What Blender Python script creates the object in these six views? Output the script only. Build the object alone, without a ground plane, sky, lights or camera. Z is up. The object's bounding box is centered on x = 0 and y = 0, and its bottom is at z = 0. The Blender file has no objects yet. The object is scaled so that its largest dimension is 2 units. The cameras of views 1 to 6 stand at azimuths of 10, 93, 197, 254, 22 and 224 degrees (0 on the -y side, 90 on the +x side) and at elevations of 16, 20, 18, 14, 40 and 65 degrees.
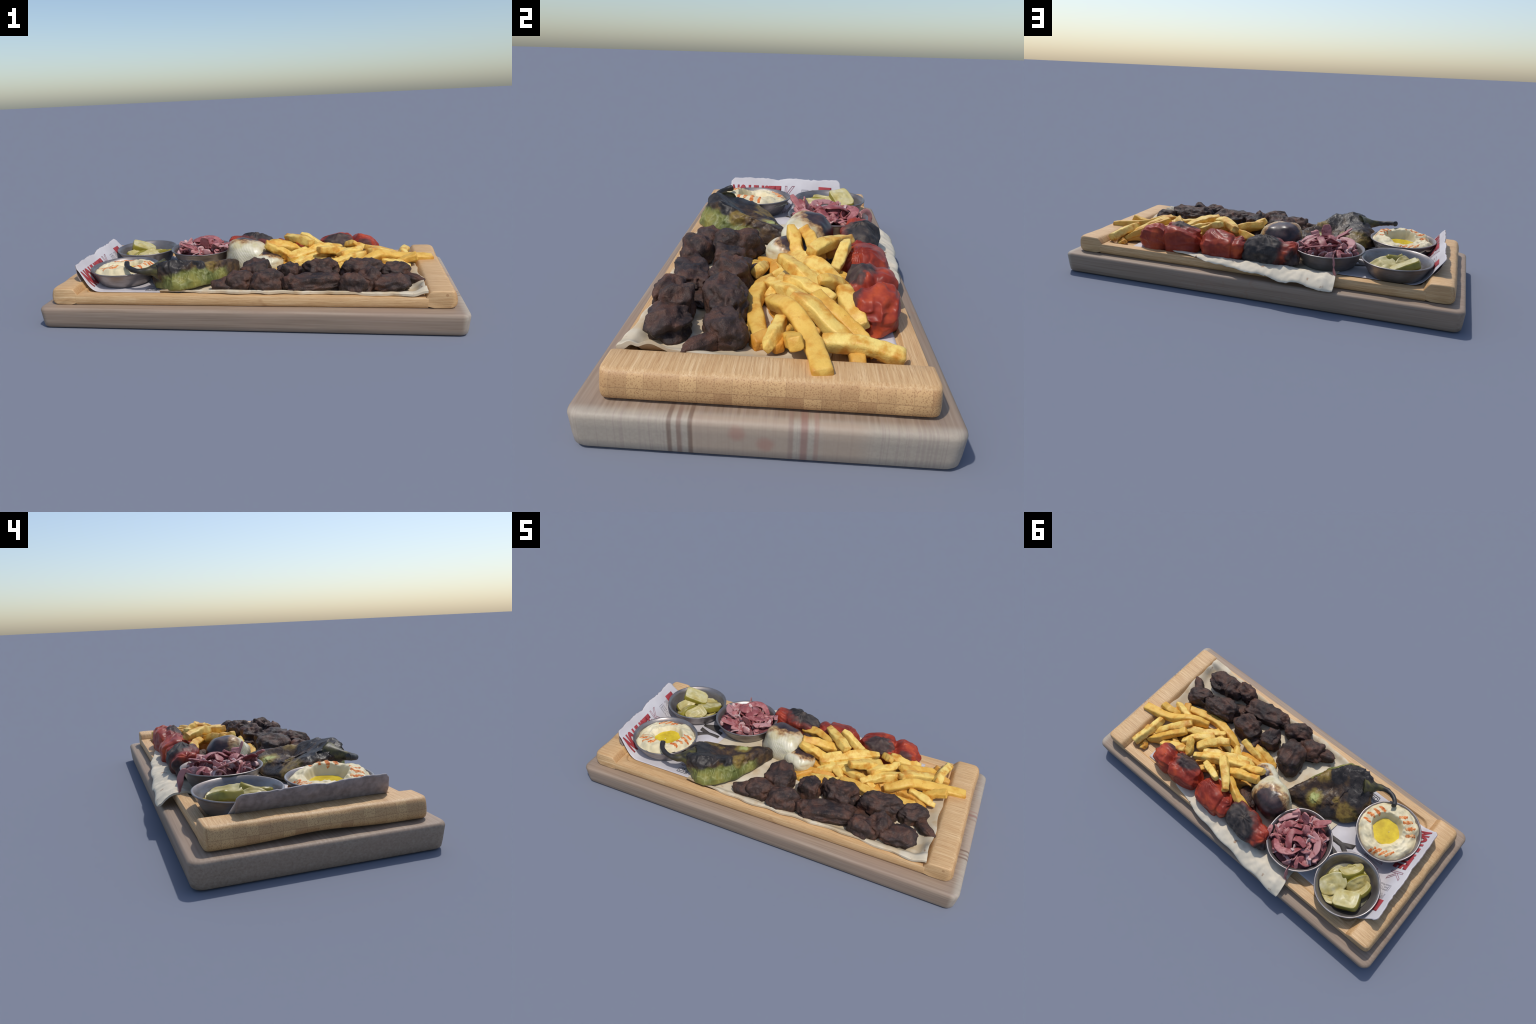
import bpy, bmesh, math, random
import numpy as np
from mathutils import Vector

random.seed(7)
RNG = np.random.default_rng(7)
SC = bpy.context.scene.collection

# ------------------------------------------------------------------ noise
def _hash(ix, iy, iz, seed):
    h = (ix * 374761393 + iy * 668265263 + iz * 2147483647 + seed * 1274126177) & 0xFFFFFFFF
    h = ((h ^ (h >> 13)) * 1274126177) & 0xFFFFFFFF
    h = ((h ^ (h >> 16)) * 2246822519) & 0xFFFFFFFF
    return ((h ^ (h >> 15)) & 0xFFFF) / 32767.5 - 1.0

def vnoise(P, seed=0):
    P = np.asarray(P, float)
    i = np.floor(P).astype(np.int64)
    f = P - i
    f = f * f * f * (f * (f * 6 - 15) + 10)
    out = 0
    for dx in (0, 1):
        wx = f[:, 0] if dx else 1 - f[:, 0]
        for dy in (0, 1):
            wy = f[:, 1] if dy else 1 - f[:, 1]
            for dz in (0, 1):
                wz = f[:, 2] if dz else 1 - f[:, 2]
                out = out + wx * wy * wz * _hash(i[:, 0] + dx, i[:, 1] + dy, i[:, 2] + dz, seed)
    return out

def fbm(P, seed=0, octaves=3, gain=0.5):
    a, o, P = 1.0, 0, np.asarray(P, float)
    for k in range(octaves):
        o = o + a * vnoise(P * (2.03 ** k) + 17.3 * k, seed + k)
        a *= gain
    return o

def ridged(P, seed=0, octaves=3):
    a, o, P = 1.0, 0, np.asarray(P, float)
    for k in range(octaves):
        o = o + a * (1 - 2 * np.abs(vnoise(P * (2.1 ** k) + 9.1 * k, seed + k)))
        a *= 0.5
    return o

def smooth(a, b, x):
    t = np.clip((x - a) / (b - a), 0, 1)
    return t * t * (3 - 2 * t)

def interp(x, pts):
    xs, ys = zip(*sorted(pts))
    return np.interp(x, xs, ys)

# ------------------------------------------------------------------ objects
def obj_from(name, verts, faces, mat, parent=None, smooth_shade=True):
    me = bpy.data.meshes.new(name)
    me.from_pydata([tuple(map(float, v)) for v in verts], [], [tuple(map(int, f)) for f in faces])
    me.update()
    if smooth_shade:
        me.polygons.foreach_set("use_smooth", [True] * len(me.polygons))
    ob = bpy.data.objects.new(name, me)
    SC.objects.link(ob)
    for m in (mat if isinstance(mat, (list, tuple)) else [mat]):
        me.materials.append(m)
    if parent is not None:
        ob.parent = parent
        ob.matrix_parent_inverse = parent.matrix_basis.inverted()
    return ob

def thing(name, loc, label, category):
    e = bpy.data.objects.new(name, None)
    e.location = loc
    e.empty_display_size = 0.05
    SC.objects.link(e)
    e["label"] = label
    e["category"] = category
    return e

def tag(ob, label, category):
    ob["label"] = label
    ob["category"] = category
    return ob

_ico = {}
def ico(sub):
    if sub not in _ico:
        bm = bmesh.new()
        bmesh.ops.create_icosphere(bm, subdivisions=sub, radius=1)
        v = np.array([p.co[:] for p in bm.verts])
        f = [[q.index for q in p.verts] for p in bm.faces]
        bm.free()
        _ico[sub] = (v, f)
    return _ico[sub]

def fix_normals(ob):
    bm = bmesh.new(); bm.from_mesh(ob.data); bmesh.ops.recalc_face_normals(bm, faces=bm.faces); bm.to_mesh(ob.data); bm.free()
    return ob

def sharp_by_angle(ob, deg=35):
    me = ob.data
    bm = bmesh.new(); bm.from_mesh(me)
    for e in bm.edges:
        if len(e.link_faces) == 2 and e.calc_face_angle(0) > math.radians(deg):
            e.smooth = False
    bm.to_mesh(me); bm.free()

def grid_faces(nu, nv, closed_u=False, closed_v=False, off=0):
    F = []
    for i in range(nu if closed_u else nu - 1):
        for j in range(nv if closed_v else nv - 1):
            i2, j2 = (i + 1) % nu, (j + 1) % nv
            F.append((off + i * nv + j, off + i2 * nv + j, off + i2 * nv + j2, off + i * nv + j2))
    return F

def catmull(pts, n):
    P = np.array(pts, float)
    if len(P) == 2:
        t = np.linspace(0, 1, n)[:, None]
        return P[0] * (1 - t) + P[1] * t
    Q = np.vstack([2 * P[0] - P[1], P, 2 * P[-1] - P[-2]])
    out = []
    m = len(P) - 1
    for s in np.linspace(0, m, n):
        k = min(int(s), m - 1); t = s - k
        a, b, c, d = Q[k:k + 4]
        out.append(0.5 * (2 * b + (c - a) * t + (2 * a - 5 * b + 4 * c - d) * t * t + (3 * b - a - 3 * c + d) * t ** 3))
    return np.array(out)

def sweep(path, width, height, nseg=16, power=3.0, roll=0.0, cap=2, up=(0, 0, 1)):
    """Loft a rounded-rectangle section along a path; width/height are arrays or scalars."""
    n = len(path)
    W = np.broadcast_to(np.asarray(width, float), (n,))
    H = np.broadcast_to(np.asarray(height, float), (n,))
    R = np.broadcast_to(np.asarray(roll, float), (n,))
    T = np.gradient(path, axis=0); T /= np.linalg.norm(T, axis=1)[:, None]
    up = np.array(up, float)
    V = []
    a = np.linspace(0, 2 * np.pi, nseg, endpoint=False) + np.pi / nseg
    ca, sa = np.cos(a), np.sin(a)
    cx = np.sign(ca) * np.abs(ca) ** (2 / power); cy = np.sign(sa) * np.abs(sa) ** (2 / power)
    for i in range(n):
        s = np.cross(T[i], up); s /= np.linalg.norm(s) + 1e-9
        u = np.cross(s, T[i])
        c, q = math.cos(R[i]), math.sin(R[i])
        s2, u2 = c * s + q * u, c * u - q * s
        V.append(path[i] + np.outer(cx * W[i], s2) + np.outer(cy * H[i], u2))
    V = np.array(V)
    verts = V.reshape(-1, 3)
    F = grid_faces(n, nseg, closed_v=True)
    extra = []
    base = len(verts)
    for end, i in ((0, 0), (1, n - 1)):
        ring = V[i]; c = ring.mean(0); d = -T[i] if end == 0 else T[i]
        sz = min(W[i], H[i])
        r2 = c + (ring - c) * 0.84 + d * sz * 0.16 * cap
        cen = c + d * sz * 0.2 * cap
        o = base + len(extra)
        extra += list(r2) + [cen]
        for j in range(nseg):
            k = (j + 1) % nseg
            a0, a1 = i * nseg + j, i * nseg + k
            if end == 0:
                F.append((a1, a0, o + j, o + k)); F.append((o + k, o + j, o + nseg))
            else:
                F.append((a0, a1, o + k, o + j)); F.append((o + j, o + k, o + nseg))
    return np.vstack([verts, np.array(extra)]), F

# ------------------------------------------------------------------ materials
def srgb(r, g, b):
    f = lambda c: (c / 255 / 12.92) if c / 255 <= 0.04045 else ((c / 255 + 0.055) / 1.055) ** 2.4
    return (f(r), f(g), f(b), 1.0)

class M:
    """Small wrapper that builds a node material on Object coordinates."""
    def __init__(self, name, rough=0.6, **inputs):
        self.m = bpy.data.materials.new(name)
        self.m.use_nodes = True
        self.t = self.m.node_tree
        self.b = self.t.nodes["Principled BSDF"]
        self.b.inputs["Roughness"].default_value = rough
        for k, v in inputs.items():
            self.b.inputs[k.replace("_", " ")].default_value = v
        self.co = self.t.nodes.new("ShaderNodeTexCoord").outputs["Object"]
    def n(self, kind): return self.t.nodes.new(kind)
    def l(self, a, b): self.t.links.new(a, b)
    def setin(self, sock, v):
        if hasattr(v, "is_output") or isinstance(v, bpy.types.NodeSocket): self.l(v, sock)
        else: sock.default_value = v
    def mapped(self, scale=(1, 1, 1), loc=(0, 0, 0), rot=(0, 0, 0), src=None):
        n = self.n("ShaderNodeMapping")
        n.inputs["Scale"].default_value = scale; n.inputs["Location"].default_value = loc; n.inputs["Rotation"].default_value = rot
        self.l(src or self.co, n.inputs["Vector"]); return n.outputs[0]
    def noise(self, scale=10, detail=3, rough=0.55, vec=None, dist=0.0):
        n = self.n("ShaderNodeTexNoise")
        n.inputs["Scale"].default_value = scale; n.inputs["Detail"].default_value = detail
        n.inputs["Roughness"].default_value = rough; n.inputs["Distortion"].default_value = dist
        self.l(vec or self.co, n.inputs["Vector"]); return n.outputs["Fac"]
    def voronoi(self, scale=10, feature="F1", out="Distance", vec=None, rnd=1.0):
        n = self.n("ShaderNodeTexVoronoi"); n.feature = feature
        n.inputs["Scale"].default_value = scale; n.inputs["Randomness"].default_value = rnd
        self.l(vec or self.co, n.inputs["Vector"]); return n.outputs[out]
    def math(self, op, a, b=0.0, c=None, clamp=False):
        n = self.n("ShaderNodeMath"); n.operation = op; n.use_clamp = clamp
        self.setin(n.inputs[0], a); self.setin(n.inputs[1], b)
        if c is not None: self.setin(n.inputs[2], c)
        return n.outputs[0]
    def step(self, v, lo, hi, o0=0.0, o1=1.0):
        n = self.n("ShaderNodeMapRange"); n.interpolation_type = "SMOOTHSTEP"
        for i, x in enumerate((v, lo, hi, o0, o1)): self.setin(n.inputs[i], x)
        return n.outputs[0]
    def mix(self, f, a, b, mode="MIX"):
        n = self.n("ShaderNodeMix"); n.data_type = "RGBA"; n.blend_type = mode
        self.setin(n.inputs[0], f); self.setin(n.inputs[6], a); self.setin(n.inputs[7], b)
        return n.outputs[2]
    def ramp(self, f, stops):
        n = self.n("ShaderNodeValToRGB"); cr = n.color_ramp
        while len(cr.elements) < len(stops): cr.elements.new(0.5)
        for e, (p, c) in zip(cr.elements, stops): e.position = p; e.color = c
        self.l(f, n.inputs[0]); return n.outputs[0]
    def xyz(self, src=None):
        n = self.n("ShaderNodeSeparateXYZ"); self.l(src or self.co, n.inputs[0]); return n.outputs
    def spot(self, p, r, soft=0.5, scale=(1, 1, 1), wob=0.0, wscale=20):
        """1 inside a ball of radius r round p, fading to 0 over soft*r; edge wobbled by noise."""
        n = self.n("ShaderNodeVectorMath"); n.operation = "SUBTRACT"; self.l(self.co, n.inputs[0]); n.inputs[1].default_value = p
        s = self.n("ShaderNodeVectorMath"); s.operation = "MULTIPLY"; self.l(n.outputs[0], s.inputs[0]); s.inputs[1].default_value = scale
        d = self.n("ShaderNodeVectorMath"); d.operation = "LENGTH"; self.l(s.outputs[0], d.inputs[0])
        v = d.outputs["Value"]
        if wob:
            v = self.math("ADD", v, self.math("MULTIPLY", self.math("SUBTRACT", self.noise(wscale, 4), 0.5), wob))
        return self.step(v, r * (1 - soft / 2), r * (1 + soft / 2), 1.0, 0.0)
    def rand(self):
        return self.n("ShaderNodeObjectInfo").outputs["Random"]
    def bump(self, h, strength=0.3, dist=0.003):
        n = self.n("ShaderNodeBump"); n.inputs["Strength"].default_value = strength; n.inputs["Distance"].default_value = dist
        self.l(h, n.inputs["Height"]); self.l(n.outputs[0], self.b.inputs["Normal"])
    def color(self, c):
        self.setin(self.b.inputs["Base Color"], c); return self
    def rough(self, v): self.setin(self.b.inputs["Roughness"], v)

def mat_bamboo():
    m = M("bamboo", 0.55)
    x, y, z = m.xyz()
    strip = m.math("FLOOR", m.math("MULTIPLY", y, 24.0))
    layer = m.math("GREATER_THAN", z, 0.143)
    idv = m.n("ShaderNodeCombineXYZ"); m.l(strip, idv.inputs[0]); m.l(layer, idv.inputs[1])
    wn = m.n("ShaderNodeTexWhiteNoise"); wn.noise_dimensions = "2D"; m.l(idv.outputs[0], wn.inputs["Vector"])
    grain = m.noise(6, 5, 0.65, vec=m.mapped((1.0, 34, 34)))
    fine = m.noise(20, 4, 0.7, vec=m.mapped((0.7, 26, 26)))
    base = m.ramp(grain, [(0.28, srgb(188, 144, 96)), (0.5, srgb(212, 175, 126)), (0.70, srgb(230, 198, 152))])
    base = m.mix(m.step(fine, 0.52, 0.70), base, srgb(176, 130, 84))
    base = m.mix(m.math("MULTIPLY", wn.outputs["Value"], 0.42), base, srgb(190, 144, 94))
    line = m.step(m.noise(30, 2, 0.6, vec=m.mapped((0.35, 18, 18))), 0.60, 0.68, 0, 0.5)
    base = m.mix(line, base, srgb(158, 112, 68))
    # end grain: cell speckle where the strips are cut across
    nrm = m.n("ShaderNodeNewGeometry").outputs["Normal"]
    nx = m.math("ABSOLUTE", m.xyz(nrm)[0])
    speck = m.voronoi(230, vec=m.mapped((0.6, 1.0, 1.0)))
    endcol = m.ramp(speck, [(0.1, srgb(168, 122, 78)), (0.5, srgb(214, 172, 118))])
    endcol = m.mix(m.math("MULTIPLY", wn.outputs["Value"], 0.6), endcol, srgb(160, 114, 74))
    fr = m.math("FRACT", m.math("MULTIPLY", y, 24.0))
    seam = m.math("LESS_THAN", fr, 0.035)
    seamz = m.math("LESS_THAN", m.math("ABSOLUTE", m.math("SUBTRACT", z, 0.143)), 0.0012)
    endcol = m.mix(m.math("MULTIPLY", m.math("MAXIMUM", seam, seamz), 0.35), endcol, srgb(130, 90, 58))
    col = m.mix(m.step(nx, 0.5, 0.75), base, endcol)
    knots = m.math('MAXIMUM', m.step(m.noise(7, 2), 0.68, 0.78), m.step(m.voronoi(7.5), 0.035, 0.06, 1, 0))
    col = m.mix(m.math("MULTIPLY", knots, 0.5), col, srgb(140, 88, 48))
    m.color(col)
    m.bump(m.math("ADD", grain, m.math("MULTIPLY", speck, 0.4)), 0.25, 0.002)
    return m.m

def mat_slab():
    m = M("weathered_slab_wood", 0.6)
    x, y, z = m.xyz()
    g = m.noise(5, 4, 0.6, vec=m.mapped((0.5, 24, 30)))
    col = m.ramp(g, [(0.28, srgb(134, 113, 94)), (0.55, srgb(152, 132, 113)), (0.75, srgb(164, 146, 127))])
    col = m.mix(m.step(m.noise(2.2, 3), 0.45, 0.7, 0, 0.35), col, srgb(156, 130, 112))
    # printed bands that run across the +x end
    end = m.step(x, 0.90, 0.975)
    pale = m.mix(0.5, col, srgb(190, 182, 166))
    col = m.mix(m.step(x, 0.955, 0.985), col, pale)
    lines = m.step(m.noise(170, 1, vec=m.mapped((0.01, 1, 0.01))), 0.5, 0.66, 0, 0.35)
    col = m.mix(m.math("MULTIPLY", lines, end), col, srgb(150, 132, 122))
    mid = m.math("MULTIPLY", m.step(y, -0.175, -0.17), m.step(y, 0.05, 0.055, 1, 0))
    mid2 = m.math("MULTIPLY", m.step(y, 0.10, 0.14), m.step(y, 0.20, 0.26, 1, 0))
    col = m.mix(m.math("MULTIPLY", m.math("MULTIPLY", m.math("MAXIMUM", mid, mid2), 0.55), m.step(x, 0.965, 0.985)), col, srgb(172, 148, 126))
    for yy, w, c, a in ((-0.222, 0.006, (100, 70, 54), 0.6), (-0.199, 0.006, (112, 74, 58), 0.55), (-0.173, 0.006, (102, 72, 54), 0.62),
                        (0.058, 0.006, (140, 106, 92), 0.5), (0.088, 0.009, (140, 92, 82), 0.6), (0.116, 0.006, (156, 116, 102), 0.45)):
        s = m.step(m.math("ABSOLUTE", m.math("SUBTRACT", y, yy)), w * 0.5, w * 1.3, a, 0)
        col = m.mix(m.math("MULTIPLY", s, end), col, srgb(*c))
    for p in ((0.99, -0.065, 0.072), (0.99, 0.0, 0.045)):
        col = m.mix(m.math("MULTIPLY", m.spot(p, 0.02, 0.9, wob=0.012, wscale=60), 0.5), col, srgb(168, 116, 100))
    # faded brown figure on the +y side
    fig = m.step(m.noise(26, 3, 0.6, dist=1.2), 0.55, 0.66)
    zone = m.math("MULTIPLY", m.step(y, 0.41, 0.435), m.math("MULTIPLY", m.step(x, -0.25, -0.15), m.step(x, 0.35, 0.5, 1, 0)))
    col = m.mix(m.math("MULTIPLY", m.math("MULTIPLY", fig, zone), 0.45), col, srgb(150, 116, 94))
    m.color(col); m.bump(g, 0.15, 0.001)
    return m.m

def mat_meat():
    m = M("charred_meat", 0.5, Specular_IOR_Level=0.3)
    n1 = m.noise(16, 5, 0.6); n2 = m.noise(70, 4, 0.65); n3 = m.noise(9, 2)
    col = m.ramp(n1, [(0.30, srgb(42, 35, 33)), (0.48, srgb(66, 50, 44)), (0.64, srgb(92, 62, 49)), (0.8, srgb(122, 74, 50))])
    col = m.mix(m.step(n2, 0.54, 0.7, 0, 0.7), col, srgb(102, 79, 68))
    col = m.mix(m.step(n3, 0.57, 0.68, 0, 0.65), col, srgb(38, 34, 35))
    m.color(col)
    m.rough(m.step(n2, 0.3, 0.7, 0.42, 0.7))
    m.bump(m.math("ADD", m.math("MULTIPLY", m.noise(160, 3, 0.7), 0.5), m.math("ADD", n2, m.math("MULTIPLY", n1, 0.6))), 0.8, 0.005)
    return m.m

def mat_fry(name="fried_potato", deep=0.0):
    m = M(name, 0.48, Specular_IOR_Level=0.35)
    n1 = m.noise(22, 4, 0.6); n2 = m.noise(130, 2)
    a = m.mix(m.rand(), srgb(240, 212, 122), srgb(224, 178, 80))
    col = m.mix(m.step(n1, 0.38, 0.7), a, srgb(212, 156, 60))
    col = m.mix(m.step(m.noise(11, 3), 0.54, 0.74, 0, 0.65), col, srgb(194, 126, 44))
    edge = m.n("ShaderNodeNewGeometry").outputs["Pointiness"]
    col = m.mix(m.step(m.math("ADD", edge, m.math("MULTIPLY", m.math("SUBTRACT", n1, 0.5), 0.15)), 0.52, 0.60, 0, 0.6), col, srgb(194, 126, 42))
    col = m.mix(m.step(n2, 0.68, 0.8, 0, 0.3), col, srgb(240, 212, 138))
    col = m.mix(m.step(m.voronoi(34), 0.04, 0.08, 0.5, 0), col, srgb(150, 92, 36))
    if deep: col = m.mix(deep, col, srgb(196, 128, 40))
    m.color(col); m.bump(m.math("ADD", n2, m.math("ADD", n1, m.noise(60, 3))), 0.4, 0.003)
    return m.m

def mat_tomato(spots):
    m = M("roast_tomato_skin", 0.42, Specular_IOR_Level=0.25)
    n = m.noise(12, 4, 0.6)
    col = m.ramp(n, [(0.3, srgb(116, 40, 32)), (0.5, srgb(150, 56, 40)), (0.7, srgb(190, 82, 46))])
    col = m.mix(m.step(m.noise(40, 3), 0.6, 0.8, 0, 0.35), col, srgb(186, 92, 80))
    rgh = 0.40
    for p, r, sc, c in spots:
        s = m.spot(p, r, 0.45, sc, wob=0.06, wscale=24)
        dark = m.ramp(m.noise(30, 4), [(0.35, srgb(40, 37, 38)), (0.55, srgb(66, 60, 58)), (0.75, srgb(98, 86, 76))])
        col = m.mix(m.math("MULTIPLY", s, c), col, dark)
        rgh = m.math("ADD", rgh, m.math("MULTIPLY", s, 0.2))
    m.color(col); m.rough(m.math("MINIMUM", rgh, 0.6))
    m.bump(m.noise(60, 4), 0.25, 0.003)
    return m.m

def mat_onion(spots):
    m = M("grilled_onion_flesh", 0.35, Subsurface_Weight=0.0)
    n = m.noise(9, 3)
    lay = m.noise(8, 2, vec=m.mapped((2, 2, 14)))
    col = m.ramp(n, [(0.3, srgb(188, 172, 124)), (0.5, srgb(214, 205, 178)), (0.75, srgb(224, 217, 194))])
    col = m.mix(m.step(lay, 0.52, 0.62, 0, 0.4), col, srgb(206, 200, 158))
    for p, r, sc in spots:
        b = m.spot(p, r * 1.22, 0.3, sc, wob=0.07, wscale=26)
        col = m.mix(b, col, m.ramp(m.noise(50, 3), [(0.35, srgb(128, 78, 40)), (0.65, srgb(206, 168, 110))]))
        s = m.spot(p, r, 0.25, sc, wob=0.07, wscale=26)
        col = m.mix(s, col, m.ramp(m.noise(28, 4), [(0.35, srgb(40, 30, 30)), (0.6, srgb(68, 51, 50)), (0.8, srgb(92, 64, 52))]))
    m.color(col); m.bump(m.noise(50, 4), 0.25, 0.003)
    return m.m

def mat_pepper():
    m = M("roast_pepper_skin", 0.42, Specular_IOR_Level=0.28)
    x, y, z = m.xyz()
    veins = m.step(m.voronoi(26, "DISTANCE_TO_EDGE", vec=m.mapped((1, 1, 0.5))), 0.0, 0.10, 1, 0)
    green = m.ramp(m.noise(10, 3), [(0.35, srgb(92, 98, 50)), (0.55, srgb(116, 116, 58)), (0.75, srgb(142, 132, 62))])
    green = m.mix(m.math("MULTIPLY", veins, 0.30), green, srgb(164, 166, 108))
    brown = m.ramp(m.noise(26, 4), [(0.3, srgb(42, 35, 31)), (0.5, srgb(68, 53, 43)), (0.7, srgb(104, 80, 48))])
    black = m.ramp(m.noise(24, 4), [(0.35, srgb(34, 31, 31)), (0.7, srgb(64, 58, 55))])
    # skin facing up is scorched brown, the -y flank stayed green
    flank = m.math("ADD", m.math("MULTIPLY", x, -0.60), m.math("MULTIPLY", y, 0.80))      # across the pepper
    hgt = m.math("ADD", z, m.math("MULTIPLY", m.math("SUBTRACT", m.noise(14, 3), 0.5), 0.07))
    side = m.step(m.math("ADD", hgt, m.math("MULTIPLY", flank, 0.55)), 0.180, 0.212)
    side = m.math("MAXIMUM", side, m.step(m.math("ADD", m.math("MULTIPLY", x, 0.8), m.math("MULTIPLY", y, 0.6)), -0.215, -0.16))
    col = m.mix(side, green, brown)
    yellow = srgb(140, 116, 56)
    for p, r, sc in (((-0.425, -0.10, 0.20), 0.060, (1, 1, 1)), ((-0.20, -0.20, 0.26), 0.05, (1, 1.0, 1)), ((-0.34, -0.13, 0.21), 0.02, (1, 1, 1))):
        col = m.mix(m.math("MULTIPLY", m.spot(p, r, 0.6, sc, wob=0.05, wscale=30), 0.85), col, m.mix(m.step(m.noise(40, 3), .4, .65), yellow, srgb(104, 82, 42)))
    for p, r in (((-0.235, -0.07, 0.19), 0.034),):
        col = m.mix(m.spot(p, r * 1.5, 0.5, wob=0.04, wscale=40), col, srgb(134, 116, 56))
        col = m.mix(m.spot(p, r, 0.4, wob=0.03, wscale=40), col, srgb(172, 176, 108))
    for p, r, sc in (((-0.36, -0.30, 0.335), 0.10, (1, 1, 1)), ((-0.42, -0.20, 0.30), 0.085, (1, 1, 1)), ((-0.27, -0.24, 0.27), 0.055, (1, 1, 1)), ((-0.33, -0.06, 0.14), 0.06, (0.6, 1, 1))):
        col = m.mix(m.spot(p, r, 0.28, sc, wob=0.05, wscale=26), col, black)
    m.color(col)
    m.bump(m.math("ADD", m.noise(70, 4, 0.6, dist=0.6), m.math("MULTIPLY", veins, 0.15)), 0.5, 0.004)
    return m.m

def mat_stem():
    m = M("pepper_stem", 0.5)
    x = m.xyz()[0]
    c = m.ramp(m.noise(40, 4, vec=m.mapped((0.4, 1, 1))), [(0.35, srgb(40, 36, 28)), (0.6, srgb(84, 78, 38)), (0.8, srgb(132, 126, 48))])
    col = m.mix(m.step(m.math("ADD", x, m.math("MULTIPLY", m.noise(30, 2), 0.06)), -0.51, -0.45), srgb(40, 38, 38), c)
    m.color(col); m.bump(m.noise(50, 3), 0.3, 0.003)
    return m.m

def mat_bread():
    m = M("flatbread", 0.8)
    n = m.noise(7, 4)
    col = m.ramp(n, [(0.3, srgb(192, 174, 144)), (0.52, srgb(210, 195, 168)), (0.75, srgb(224, 213, 190))])
    y = m.xyz()[1]
    col = m.mix(m.step(y, 0.30, 0.39, 0, 0.55), col, srgb(226, 216, 196))
    burn = m.step(m.noise(19, 3, 0.5), 0.65, 0.73)
    col = m.mix(m.math("MULTIPLY", burn, 0.7), col, srgb(150, 100, 58))
    col = m.mix(m.step(m.voronoi(13), 0.06, 0.11, 0.8, 0), col, srgb(112, 70, 44))
    oil = m.math("MULTIPLY", m.step(y, 0.2, 0.0), m.step(m.noise(12, 3), 0.5, 0.66))
    col = m.mix(m.math("MULTIPLY", oil, 0.4), col, srgb(186, 150, 96))
    m.color(col); m.bump(m.noise(45, 4), 0.3, 0.003)
    return m.m

def mat_paper():
    m = M("printed_paper", 0.7)
    n = m.noise(6, 4)
    col = m.ramp(n, [(0.35, srgb(190, 184, 186)), (0.65, srgb(206, 201, 202))])
    x = m.xyz()[0]
    m.color(col); m.bump(m.noise(25, 3), 0.15, 0.002)
    return m.m

def mat_plain(name, c, rough=0.6, var=0.12):
    m = M(name, rough)
    d = tuple(v * (1 - var * 2) for v in c[:3]) + (1,)
    m.color(m.ramp(m.noise(40, 3), [(0.35, d), (0.65, c)]))
    return m.m

def mat_steel():
    m = M("brushed_steel", 0.4, Metallic=0.7)
    n = m.noise(9, 4)
    st = m.noise(14, 3, vec=m.mapped((1, 1, 9)))
    col = m.ramp(n, [(0.3, srgb(120, 112, 110)), (0.6, srgb(152, 146, 144)), (0.8, srgb(176, 170, 168))])
    col = m.mix(m.step(st, 0.5, 0.7, 0, 0.35), col, srgb(112, 102, 98))
    m.color(col); m.rough(m.step(st, 0.3, 0.7, 0.28, 0.5))
    return m.m

def mat_hummus():
    m = M("hummus_paste", 0.6)
    n = m.noise(16, 4)
    col = m.ramp(n, [(0.3, srgb(206, 190, 148)), (0.55, srgb(224, 210, 172)), (0.8, srgb(234, 223, 192))])
    m.color(col); m.bump(m.noise(60, 4), 0.3, 0.003)
    return m.m

def mat_oil():
    m = M("olive_oil", 0.12, Specular_IOR_Level=0.6)
    sp = m.step(m.voronoi(70), 0.12, 0.2, 1, 0)
    col = m.ramp(m.noise(20, 3), [(0.35, srgb(196, 164, 22)), (0.65, srgb(226, 198, 40))])
    col = m.mix(m.math("MULTIPLY", sp, 0.35), col, srgb(168, 132, 20))
    m.color(col); return m.m

def mat_paprika():
    m = M("paprika", 0.8)
    m.color(m.ramp(m.noise(60, 4, 0.7), [(0.36, srgb(186, 84, 28)), (0.50, srgb(214, 124, 58)), (0.64, srgb(228, 192, 140))]))
    m.bump(m.noise(120, 2), 0.3, 0.002); return m.m

def mat_pink():
    m = M("pickled_red_onion", 0.45, Specular_IOR_Level=0.35)
    a = m.ramp(m.rand(), [(0.0, srgb(136, 66, 68)), (0.35, srgb(160, 92, 92)), (0.7, srgb(180, 124, 122)), (1.0, srgb(208, 184, 180))])
    n = m.noise(24, 3)
    col = m.mix(m.step(n, 0.46, 0.64, 0, 0.6), a, srgb(188, 130, 128))
    col = m.mix(m.step(m.noise(34, 3), 0.57, 0.68, 0, 0.65), col, srgb(122, 50, 50))
    col = m.mix(m.step(m.voronoi(60), 0.09, 0.14, 0.7, 0), col, srgb(96, 40, 40))
    m.color(col); m.bump(n, 0.2, 0.002); return m.m

def mat_pickle():
    m = M("pickle_flesh", 0.4, Specular_IOR_Level=0.4)
    n = m.noise(22, 3)
    col = m.ramp(n, [(0.3, srgb(178, 160, 92)), (0.52, srgb(198, 186, 130)), (0.75, srgb(216, 208, 172))])
    col = m.mix(m.math("MULTIPLY", m.rand(), 0.4), col, srgb(144, 126, 60))
    m.color(col); m.bump(m.noise(60, 2), 0.2, 0.002); return m.m

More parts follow.
